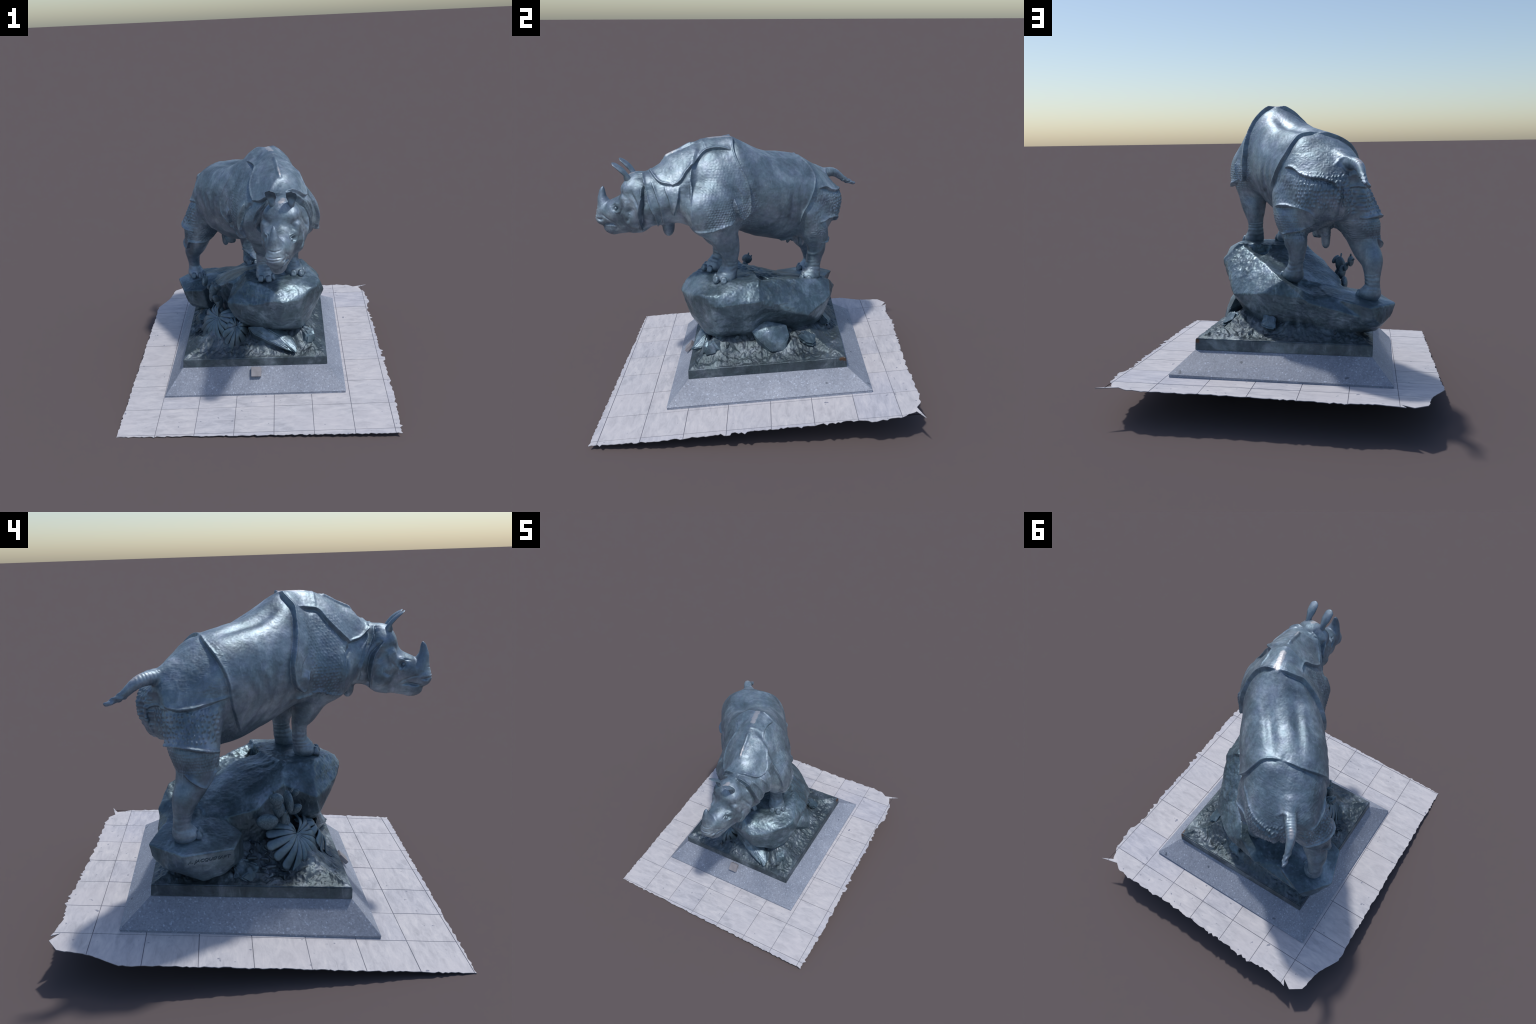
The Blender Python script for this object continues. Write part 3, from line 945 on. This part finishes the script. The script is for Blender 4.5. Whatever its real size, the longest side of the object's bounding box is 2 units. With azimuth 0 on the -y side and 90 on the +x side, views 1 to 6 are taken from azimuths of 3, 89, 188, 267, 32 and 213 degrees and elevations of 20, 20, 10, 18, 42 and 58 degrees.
def small_parts(body):
    for q in (1, -1):
        ear(body, q)
    eye = ball_mesh("eye", (.012, .010, .011))
    eye.materials.append(SKIN)
    for q in (1, -1):
        o = add("eye", eye, None, body); o.location = head(.002, .005 + q * .0665, 1.244)
    # hoof-like toenails, three to a foot
    bm = bmesh.new()
    bmesh.ops.create_icosphere(bm, subdivisions=3, radius=1)
    for v in bm.verts:
        x, y, z = v.co
        m = (abs(x)**3.5 + abs(y)**3.5 + abs(z)**3.5)**(1 / 3.5)       # blocky, rounded hoof
        x, y, z = x / m, y / m, z / m
        v.co = (x * .016 * (1 - .22 * z) + (.003 if z < 0 else -.002), y * .0185 * (1 - .10 * z), z * .022 + .004)
    claw = from_bm("claw", bm, True); claw.materials.append(SKIN)
    for k, ((x, y, gz), yaw) in FEET.items():
        for ang, r in ((-.80, .058), (0, .066), (.80, .058)):
            d = yaw + ang
            o = add("claw", claw, None, body)
            o.location = (x + .008 * math.cos(yaw) + r * math.cos(d), y + .008 * math.sin(yaw) + r * math.sin(d), gz + .017)
            o.rotation_euler = (0, 0, d)


# ------------------------------------------------------------------ rock
def hull_planes(pts):
    bm = bmesh.new()
    for p in pts:
        bm.verts.new(p)
    bmesh.ops.convex_hull(bm, input=bm.verts)
    bm.normal_update()
    c = np.mean(pts, 0)
    pl = []
    for f in bm.faces:
        n = np.array(f.normal); o = np.array(f.calc_center_median())
        if np.linalg.norm(n) < .5:
            continue
        if (o - c) @ n < 0:
            n = -n
        pl.append((n, n @ o))
    bm.free()
    return pl


def boulder(F, pts, k=.014, r=.006):
    """faceted stone with softly rounded edges"""
    pts = np.array(pts, float); pl = hull_planes(pts)

    def fn(X, Y, Z):
        d = None
        for n, o in pl:
            e = (X * n[0] + Y * n[1] + Z * n[2] - o + r).astype(np.float32)
            if d is None:
                d = e
            else:
                h = np.maximum(r * 1.2 - np.abs(d - e), 0) / (r * 1.2)
                d = np.maximum(d, e) + h * h * r * 1.2 * .25
        return d - r * 1.45
    F.union(fn, pts.min(0) - .05, pts.max(0) + .05, k)


SIGN = (-.585, .245, .50)


def rock():
    F = Field((-.70, -.56, .24), (.52, .62, .90), .0052)
    # front boulder: flat top, a lit shelf round it, undercut sides
    boulder(F, [(.318, .0, .812), (.33, -.2, .79), (.22, -.37, .78), (.05, -.40, .78), (-.06, -.31, .775), (-.08, -.15, .77), (.10, -.05, .79), (.37, -.36, .735), (.425, -.25, .745),
                (.452, -.256, .680), (.412, .0, .705), (.402, -.318, .700), (.287, -.440, .676), (.182, -.500, .690), (.127, -.492, .700), (.127, -.46, .752), (.0, -.455, .66), (-.205, -.315, .623), (-.157, -.335, .53),
                (-.083, -.34, .475), (.11, -.36, .46), (.17, -.43, .505), (.29, -.345, .44), (.208, -.225, .34), (.356, -.25, .455), (.34, -.066, .48), (.08, -.25, .34), (0, -.2, .36), (.2, .05, .40), (-.1, -.1, .42), (-.16, -.15, .69)])
    # rear right boulder: a ridge with a broad face falling outwards
    boulder(F, [(.30, -.02, .80), (.255, .07, .768), (.18, .20, .708), (.08, .335, .684), (-.02, .460, .684), (-.15, .515, .578), (.42, -.05, .70), (.385, .03, .71), (.345, .10, .705), (.335, .10, .60), (.300, .302, .557), (.10, .46, .60),
                (.20, .36, .49), (.10, .40, .44), (-.03, .41, .43), (-.20, .41, .40), (.17, .25, .36), (0, .34, .36), (-.15, .36, .36), (-.23, .44, .56), (-.06, .33, .655), (.05, .1, .69), (.2, .0, .5), (.30, -.08, .5)], .03)
    # ledge under the right hind foot
    boulder(F, [(-.498, .533, .55), (-.52, .515, .49), (-.56, .45, .435), (-.55, .363, .395), (-.53, .278, .35), (-.52, .20, .372), (-.54, .133, .445), (-.636, .357, .536), (-.61, .36, .46), (-.565, .13, .53), (-.3, .2, .60), (-.2, .3, .615), (-.27, .437, .585), (-.35, .42, .36), (-.38, .08, .40), (-.42, .09, .545), (-.25, .2, .36), (-.5, .33, .566)])
    # saddle of stone joining ledge and rear boulder
    boulder(F, [(-.13, .505, .57), (-.235, .445, .560), (-.29, .445, .586), (-.44, .50, .49), (-.20, .425, .40), (-.34, .435, .38), (-.45, .44, .42), (-.3, .3, .60), (-.1, .3, .62), (-.2, .3, .36)])
    # sloping middle
    boulder(F, [(.11, -.05, .785), (-.075, -.15, .77), (-.18, -.13, .70), (-.30, .0, .615), (-.33, .12, .60), (-.3, .25, .60), (-.06, .34, .656), (.17, .2, .70), (.0, .085, .72), (.15, .2, .30), (-.25, .0, .30), (-.15, -.2, .30), (-.3, .3, .30), (0, .32, .30), (.15, -.2, .30)], .03)
    P, Q = F.mesh(1)
    P, Q = biggest_piece(P, Q)
    N = normals_of(P, Q)
    rough = sstep(vnoise(P, 4, 11), -.1, .5)
    D = .006 * fbm(P, 7, 3, .5, 1) + .0035 * rough * fbm(P, 30, 3, .6, 5) + .0012 * fbm(P, 90, 2, .5, 8)
    D *= 1 - .85 * np.exp(-(((P - np.array(SIGN))**2).sum(1) / .11**2)**2)      # dressed smooth under the signature
    P = P + N * D[:, None]
    add("rock", mesh_from("rock", P, Q), ROCK)


def lerp2(c, u, v):
    """bilinear blend of corners FL, FR, BR, BL"""
    c = [np.array(q, float) for q in c]
    u = np.asarray(u)[..., None]; v = np.asarray(v)[..., None]
    return (1 - u) * (1 - v) * c[0] + u * (1 - v) * c[1] + u * v * c[2] + (1 - u) * v * c[3]


SLAB_LO = [(-.519, -.441, .200), (.463, -.441, .208), (.468, .538, .288), (-.513, .540, .279)]
SLAB_HI = [(-.514, -.443, .262), (.461, -.441, .268), (.466, .530, .353), (-.516, .533, .344)]
PLINTH = [(-.637, -.564, .040), (.579, -.571, .062), (.584, .684, .178), (-.627, .687, .157)]
MOUNDS = [(.15, .47, -.03, .14), (.37, .36, -.03, .11), (-.02, .40, .02, .12), (.28, -.25, .03, .12), (-.15, .42, .03, .12), (.05, -.33, .02, .09), (-.36, -.08, -.05, .10), (-.38, -.32, -.02, .08)]


def ground_lift(x, y, fine=True):
    d = np.minimum(np.minimum(x + .515, .463 - x), np.minimum(y + .442, .531 - y))
    h = .138 * sstep(d, -.01, .27)
    for mx, my, mh, mr in MOUNDS:
        h = h + mh * np.exp(-((x - mx)**2 + (y - my)**2) / mr**2) * sstep(d, 0, .1)
    if fine:
        p = np.stack([x, y, 0 * x], 1)
        wet = sstep(d, .0, .04)
        h = h + wet * (.013 * np.abs(fbm(p + .03 * np.stack([vnoise(p, 9, 4), vnoise(p, 9, 5), 0 * x], 1), 13, 4, .55, 2)) + .004 * vnoise(p, 55, 9))
        h = h + (1 - wet) * .003 * vnoise(p, 40, 3)
    return h


def ground_z(x, y):
    return .305 + .087 * (y - .045) + .007 * x + float(ground_lift(np.array([x]), np.array([y]), False)[0])


def prism(name, lo, hi, mat, bevel=.004, parent=None):
    bm = bmesh.new()
    a = [bm.verts.new(p) for p in lo]; b = [bm.verts.new(p) for p in hi]
    bm.faces.new(a[::-1]); bm.faces.new(b)
    for i in range(4):
        bm.faces.new((a[i], a[(i + 1) % 4], b[(i + 1) % 4], b[i]))
    bmesh.ops.bevel(bm, geom=bm.edges[:], offset=bevel, segments=2, affect="EDGES")
    return add(name, from_bm(name, bm), mat, parent)


def base():
    slab = prism("base_slab", SLAB_LO, [np.array(p) - (0, 0, .003) for p in SLAB_HI], SOIL, .003)
    n = 300
    u, v = np.meshgrid(np.linspace(.003, .997, n), np.linspace(.003, .997, n), indexing="ij")
    P = lerp2(SLAB_HI, u, v).reshape(-1, 3)
    P[:, 2] += ground_lift(P[:, 0], P[:, 1]) - .001
    # skirt so that the sheet closes onto the slab
    i = np.arange(n * n).reshape(n, n)
    Q = np.stack([i[:-1, :-1], i[1:, :-1], i[1:, 1:], i[:-1, 1:]], -1).reshape(-1, 4)
    ring = np.r_[i[:, 0], i[-1, 1:], i[::-1, -1][1:], i[0, ::-1][1:-1]]
    low = P[ring] - (0, 0, .012)
    k = np.arange(len(ring)); k2 = (k + 1) % len(ring)
    Q = np.concatenate([Q, np.stack([ring[k2], ring[k], len(P) + k, len(P) + k2], 1)])
    add("ground", mesh_from("ground", np.concatenate([P, low]), Q), SOIL, slab)
    lip = .016
    lo = [np.array(p) for p in PLINTH]
    foot = prism("plinth", [p + (0, 0, lip - .002) for p in lo], [np.array(p) + (0, 0, .001) for p in SLAB_LO], GRANITE, .002)
    c = np.mean(lo, 0)
    inset = [p + (c - p) * np.array([.006, .006, 0]) for p in lo]
    prism("plinth_foot", [p - (0, 0, .02) for p in inset], [p + (0, 0, lip) for p in inset], GRANITE, .002, foot)
    # small plate fixed on the front slope
    o = np.array([-.018, -.484, .1835])
    up = np.array([0, .139, .15]); up /= np.linalg.norm(up)
    rt = np.array([1, 0, .012]); nn = np.cross(rt, up); nn /= np.linalg.norm(nn)
    q = [o + rt * sx * .0335 + up * sy * .0335 * .98 for sx, sy in ((-1, -1), (1, -1), (1, 1), (-1, 1))]
    prism("plaque", [p - nn * .01 for p in q], [p + nn * .012 for p in q], PLAQUE, .002, foot)


def stone(name, pts, mat, bevel=.004, noise_amp=.0025, parent=None, cuts=3):
    bm = bmesh.new()
    for p in pts:
        bm.verts.new(p)
    r = bmesh.ops.convex_hull(bm, input=bm.verts)
    bmesh.ops.delete(bm, geom=[g for g in r["geom_interior"] if isinstance(g, bmesh.types.BMVert)], context="VERTS")
    bmesh.ops.bevel(bm, geom=bm.edges[:], offset=bevel, segments=2, affect="EDGES", clamp_overlap=True)
    bmesh.ops.triangulate(bm, faces=bm.faces[:])
    for _ in range(cuts):
        bmesh.ops.subdivide_edges(bm, edges=[e for e in bm.edges if e.calc_length() > .012], cuts=1)
        bmesh.ops.triangulate(bm, faces=bm.faces[:])
    bm.normal_update()
    P = np.array([v.co for v in bm.verts]); N = np.array([v.normal for v in bm.verts])
    D = noise_amp * fbm(P, 18, 3, .5, 4)
    for v, p in zip(bm.verts, P + N * D[:, None]):
        v.co = p
    me = from_bm(name, bm, True)
    me.set_sharp_from_angle(angle=math.radians(26))
    return add(name, me, mat, parent)


def random_stone(name, c, r, seed, mat, squash=.7):
    g = np.random.default_rng(seed)
    pts = g.normal(size=(14, 3)); pts /= np.linalg.norm(pts, axis=1)[:, None]
    pts *= g.uniform(.75, 1.1, (14, 1)) * np.array([1, g.uniform(.6, 1), squash]) * r
    a = g.uniform(0, 6.28); R = np.array([[math.cos(a), -math.sin(a), 0], [math.sin(a), math.cos(a), 0], [0, 0, 1]])
    return stone(name, pts @ R.T + np.array(c), mat, .12 * r, .06 * r, cuts=2)


def stones():
    # block under the right overhang
    stone("stone", [(.32, -.055, .475), (.31, .035, .53), (.31, .17, .50), (.34, .19, .44), (.37, .15, .40), (.385, .07, .425), (.36, -.01, .43), (.40, .08, .36), (.37, .16, .35), (.33, .0, .34), (.25, .05, .36), (.22, .12, .48), (.36, .05, .485)], ROCK)
    # broken slab leaning out in front
    stone("stone", [(-.075, -.33, .45), (.03, -.34, .455), (.10, -.31, .44), (.14, -.38, .40), (.20, -.33, .40), (.262, -.425, .315), (.255, -.448, .30), (.19, -.41, .315), (.05, -.37, .37), (-.03, -.36, .40), (.26, -.36, .33), (.1, -.3, .30), (-.05, -.28, .32), (.24, -.3, .30)], ROCK, .005, .006)
    stone("stone", [(.30, -.30, .42), (.37, -.29, .42), (.385, -.34, .40), (.33, -.36, .395), (.32, -.37, .32), (.39, -.35, .32), (.28, -.28, .32), (.38, -.24, .34), (.29, -.23, .40)], ROCK, .012)
    # stone at the rear right corner of the mound and pieces beside the ledge
    stone("stone", [(.27, .27, .46), (.33, .22, .44), (.37, .28, .40), (.36, .36, .38), (.28, .36, .42), (.24, .3, .38), (.33, .3, .33)], ROCK, .012, .008)
    stone("stone", [(.02, .43, .47), (.10, .40, .48), (.12, .46, .42), (.02, .48, .40), (.05, .38, .36)], ROCK, .008, .006)
    stone("stone", [(-.485, .10, .335), (-.46, .055, .352), (-.41, .07, .39), (-.39, .12, .40), (-.45, .02, .32), (-.485, .05, .30), (-.40, .0, .35), (-.47, .14, .32), (-.43, .14, .38), (-.37, .04, .37)], ROCK, .006, .008)
    g = np.random.default_rng(3)
    for i in range(34):
        x, y = g.uniform(-.44, .40), g.uniform(-.38, .48)
        if -.25 < x < .2 and -.15 < y < .35:
            continue
        r = g.uniform(.012, .030)
        random_stone("pebble", (x, y, ground_z(x, y) + r * .2), r, 100 + i, SOIL)


# ------------------------------------------------------------------ plants
def monstera(S, tip, side, spread=.8, lobes=13, seed=0):
    S = np.array(S, float); D = np.array(tip, float) - S; length = np.linalg.norm(D); D /= length
    W = np.array(side, float); W -= D * (W @ D); W /= np.linalg.norm(W)
    N = np.cross(W, D)
    if N[2] < 0:
        N = -N
    g = np.random.default_rng(seed)
    span = math.radians(152)
    per, rows = 7, 18
    V, Fc = [], []
    idx = {}
    for l in range(lobes):
        f0 = -span + 2 * span * (l + .5) / lobes; half = span / lobes
        back = abs(f0) / span
        reach = length * (1 - .38 * back**1.5) * g.uniform(.94, 1.05)
        droop = g.uniform(.8, 1.3)
        for i in range(rows + 1):
            t = i / rows
            r = reach * (.02 + .98 * t)
            split = sstep(np.array([t]), .55, .63)[0]
            narrow = 1 - split * (.07 + .12 * max(0, t - .55) / .45)
            if t > .86:
                narrow *= math.sqrt(max(.05, 1 - ((t - .86) / .15)**2))
            for j in range(per + 1):
                u = -1 + 2 * j / per
                phi = f0 + half * u * narrow
                ridge = .0045 * (1 - u * u) * min(1, t * 2) * (1.2 - .4 * t)
                lift = ridge + .035 * math.sin(min(1, t * 1.15) * math.pi) * .6 - .055 * droop * t**2.2 * (.35 + .65 * back)
                V.append(S + D * r * math.cos(phi) + W * r * math.sin(phi) * spread + N * lift)
                idx[l, i, j] = len(V) - 1
        for i in range(rows):
            for j in range(per):
                Fc.append((idx[l, i, j], idx[l, i, j + 1], idx[l, i + 1, j + 1], idx[l, i + 1, j]))
    bm = bmesh.new()
    vs = [bm.verts.new(v) for v in V]
    for f in Fc:
        bm.faces.new([vs[k] for k in f])
    bmesh.ops.remove_doubles(bm, verts=bm.verts, dist=.0015)
    bmesh.ops.recalc_face_normals(bm, faces=bm.faces[:])
    s = sum((f.normal for f in bm.faces), Vector())
    if s.dot(Vector(N)) < 0:
        bmesh.ops.reverse_faces(bm, faces=bm.faces[:])
    me = from_bm("leaf", bm, True)
    o = add("leaf", me, LEAF)
    m = o.modifiers.new("thickness", "SOLIDIFY"); m.thickness = .007; m.offset = -1
    return o


def tube(name, pts, mat, seg=10, parent=None):
    A = np.array(pts, float); t = np.arange(len(A)); tt = np.linspace(0, len(A) - 1, (len(A) - 1) * 6 + 1)
    C = np.stack([interp(tt, t, A[:, c]) for c in range(4)], 1)
    T = np.gradient(C[:, :3], axis=0); T /= np.linalg.norm(T, axis=1)[:, None]
    up = np.array([.3, .2, .93])
    bm = bmesh.new(); rings = []
    for c, d in zip(C, T):
        x = np.cross(d, up); x /= np.linalg.norm(x); y = np.cross(d, x)
        rings.append([bm.verts.new(c[:3] + c[3] * (x * math.cos(q) + y * math.sin(q))) for q in np.linspace(0, 2 * math.pi, seg, endpoint=False)])
    for r0, r1 in zip(rings[:-1], rings[1:]):
        for j in range(seg):
            bm.faces.new((r0[j], r0[(j + 1) % seg], r1[(j + 1) % seg], r1[j]))
    bm.faces.new(rings[0][::-1]); bm.faces.new(rings[-1])
    bmesh.ops.recalc_face_normals(bm, faces=bm.faces[:])
    return add(name, from_bm(name, bm, True), mat, parent)


def plants():
    monstera((-.282, -.198, .463), (-.392, -.250, .272), (-.17, .295, .12), .92, 15, seed=2)
    monstera((-.150, -.300, .440), (-.195, -.385, .300), (.30, .03, .02), .62, 11, seed=5)
    tube("stem", [(-.24, -.20, .33, .011), (-.25, -.19, .40, .010), (-.282, -.198, .463, .008)], LEAF)
    tube("stem", [(-.15, -.27, .34, .010), (-.15, -.285, .40, .009), (-.15, -.30, .440, .007)], LEAF)
    # prickly pear: pads (centre, half width, half height, half thickness, facing yaw, lean)
    pad = bmesh.new()
    bmesh.ops.create_icosphere(pad, subdivisions=4, radius=1)
    P = np.array([v.co for v in pad.verts])
    for v, p in zip(pad.verts, P):
        k = 1 - .22 * max(0, -p[2])**1.5
        v.co = (p[0] * k, p[1], p[2])
    me = from_bm("cactus_pad", pad, True); me.materials.append(LEAF)
    cactus = group("cactus")
    for c, w, h, t, yaw, roll in [((-.335, -.045, .558), .056, .043, .022, 90, 4), ((-.374, -.088, .690), .038, .035, .018, 75, -10), ((-.308, -.155, .650), .034, .060, .020, 30, 14),
                                  ((-.275, -.185, .682), .038, .020, .015, 55, 30), ((-.290, -.188, .600), .046, .024, .016, 60, 35), ((-.32, -.105, .615), .032, .045, .018, 60, -12), ((-.275, -.13, .54), .036, .055, .022, 70, 8),
                                  ((-.345, -.098, .652), .020, .030, .014, 70, -35)]:
        o = add("cactus_pad", me, None, cactus)
        o.location = c; o.scale = (w, t, h); o.rotation_euler = (0, math.radians(roll), math.radians(yaw))
    for p in [((-.372, -.082, .716, .0045), (-.374, -.078, .728, .006), (-.376, -.075, .737, .004)), ((-.309, -.168, .702, .0045), (-.311, -.174, .714, .006), (-.312, -.177, .724, .004)), ((-.385, -.062, .700, .004), (-.392, -.058, .705, .006), (-.397, -.055, .71, .004)),
              ((-.32, -.13, .595, .006), (-.327, -.134, .60, .009), (-.333, -.137, .603, .006))]:
        tube("cactus_bud", p, LEAF, 8, cactus)
    tube("cactus_stem", [(-.24, -.14, .40, .024), (-.265, -.135, .48, .02), (-.29, -.13, .56, .016), (-.305, -.145, .61, .012)], LEAF, 12, cactus)
    tube("cactus_stem", [(-.26, -.10, .44, .018), (-.29, -.07, .50, .015), (-.325, -.05, .535, .012)], LEAF, 12, cactus)
    # tangled undergrowth in the shaded hollow
    g = np.random.default_rng(11)
    for i in range(26):
        x, y = g.uniform(-.42, -.24), g.uniform(-.12, .10)
        z = ground_z(x, y); a = g.uniform(0, 6.28); l = g.uniform(.03, .07)
        dx, dy = math.cos(a) * l, math.sin(a) * l
        r = g.uniform(.004, .008)
        o = tube("root", [(x, y, z, r), (x + .3 * dx, y + .3 * dy + .008, z + .009, r * 1.5), (x + .7 * dx, y + .7 * dy - .006, z + .010, r * 1.2), (x + dx, y + dy, z + .002, r * .5)], SOIL, 8)


def inscription():
    """raised signature on the ledge's right face"""
    cu = bpy.data.curves.new("inscription", "FONT")
    cu.body = "A. JACQUEMART"; cu.size = .027; cu.extrude = .0020; cu.shear = .25; cu.align_x = "CENTER"; cu.align_y = "CENTER"
    tmp = bpy.data.objects.new("tmp_text", cu)
    me = bpy.data.meshes.new_from_object(tmp)
    bpy.data.objects.remove(tmp); bpy.data.curves.remove(cu)
    A, B, C = np.array((-.636, .357, .536)), np.array((-.56, .14, .535)), np.array((-.505, .228, .345))
    x = B - A; x /= np.linalg.norm(x)
    n = np.cross(x, A - C); n /= np.linalg.norm(n)
    if n[0] > 0:
        n = -n
    y = np.cross(n, x)
    if y[2] < 0:
        y = -y
    o = add("inscription", me, ROCK)
    c = A + (B - A) * .52 - y * .040
    # lay the letters on the stone: each vertex is carried out to the rock's surface
    from mathutils.bvhtree import BVHTree
    rk = bpy.data.objects["rock"].data
    tree = BVHTree.FromPolygons([v.co for v in rk.vertices], [p.vertices for p in rk.polygons])
    for v in me.vertices:
        p = c + x * v.co.x + y * v.co.y
        hit = tree.ray_cast(Vector(p + n * .12), Vector(-n))
        if hit[0] is not None:
            v.co.z += (np.array(hit[0]) - p) @ n + .0006
    o.matrix_world = Matrix(((x[0], y[0], n[0], c[0]), (x[1], y[1], n[1], c[1]), (x[2], y[2], n[2], c[2]), (0, 0, 0, 1)))


# ------------------------------------------------------------------ paving
def paving_z(x, y):
    return .1050 + .0142 * x + .0938 * y - .0041 * x * y


OUTLINE = [  # plan outline of the torn patch, with the roughness of the edge that follows
    (-.887, -.937, .006), (.882, -.974, .009), (.888, -.60, .008), (.880, -.235, .012), (.866, .168, .012), (.858, .545, .012), (.880, .643, .012), (.857, .815, .006), (.815, .895, .0), (.889, .934, .0), (.775, .905, .0),
    (.735, .935, .008), (.656, .946, .008), (.53, .950, .008), (.30, .945, .008), (.06, .957, .009), (-.398, .980, .008), (-.546, .965, .003), (-.673, .990, .0), (-.650, .950, .0), (-.711, .989, .0), (-.780, .942, .003), (-.812, .794, .002), (-.885, .655, .004), (-.882, .56, .006)]


def torn_outline():
    g = np.random.default_rng(17)
    out = []
    for i, (x, y, r) in enumerate(OUTLINE):
        x2, y2, _ = OUTLINE[(i + 1) % len(OUTLINE)]
        d = np.array([x2 - x, y2 - y]); L = np.hypot(*d); nrm = np.array([d[1], -d[0]]) / L
        out.append((x, y))
        n = int(L / .016) if r > 0 else 0
        for k in range(1, n):
            t = (k + g.uniform(-.35, .35)) / n
            p = np.array([x, y]) + d * t + nrm * r * (g.uniform(-1, .6) + (.8 if g.random() < .12 else 0))
            out.append((float(np.clip(p[0], -.892, .892)), float(p[1])))
    return out


def clip(poly, axis, val, keep_less):
    out = []
    for i, p in enumerate(poly):
        q = poly[(i + 1) % len(poly)]
        a = (p[axis] <= val) if keep_less else (p[axis] >= val)
        b = (q[axis] <= val) if keep_less else (q[axis] >= val)
        if a:
            out.append(p)
        if a != b:
            t = (val - p[axis]) / (q[axis] - p[axis])
            out.append((p[0] + t * (q[0] - p[0]), p[1] + t * (q[1] - p[1])))
    return out


def sheet(name, poly, dz, thick, mat, parent):
    bm = bmesh.new()
    top = [bm.verts.new((x, y, paving_z(x, y) + dz)) for x, y in poly]
    f = bm.faces.new(top)
    bm.normal_update()
    if f.normal.z < 0:
        f.normal_flip()
    r = bmesh.ops.extrude_face_region(bm, geom=[f])
    for v in [g for g in r["geom"] if isinstance(g, bmesh.types.BMVert)]:
        v.co.z -= thick
    bmesh.ops.recalc_face_normals(bm, faces=bm.faces[:])
    bmesh.ops.triangulate(bm, faces=bm.faces[:])
    return add(name, from_bm(name, bm), mat, parent)


def paving():
    poly = torn_outline()
    bed = sheet("paving_bed", poly, -.0018, .0018, MORTAR, None)
    xs = [-1.2, -.645, -.398, -.150, .100, .349, .600, .843, 1.2]
    ys = [-1.2, -.928, -.682, -.435, -.191, .065, .312, .559, .806, 1.2]
    g = np.random.default_rng(23)
    gap = .0020
    for i in range(len(xs) - 1):
        for j in range(len(ys) - 1):
            x0, x1, y0, y1 = xs[i] + gap, xs[i + 1] - gap, ys[j] + gap, ys[j + 1] - gap
            if x0 > -.62 and x1 < .57 and y0 > -.55 and y1 < .67:
                continue
            p = clip(clip(clip(clip(poly, 0, x0, False), 0, x1, True), 1, y0, False), 1, y1, True)
            if len(p) < 3:
                continue
            q = [p[0]]
            for a in p[1:]:
                if math.hypot(a[0] - q[-1][0], a[1] - q[-1][1]) > 1e-4:
                    q.append(a)
            area = abs(sum(q[k][0] * q[(k + 1) % len(q)][1] - q[(k + 1) % len(q)][0] * q[k][1] for k in range(len(q)))) / 2
            if len(q) < 3 or area < 2e-4:
                continue
            sheet("paving_stone", q, g.uniform(-.0006, .0008), .0035, PAVER, bed)


body = rhino()
small_parts(body)
rock()
stones()
base()
plants()
inscription()
paving()
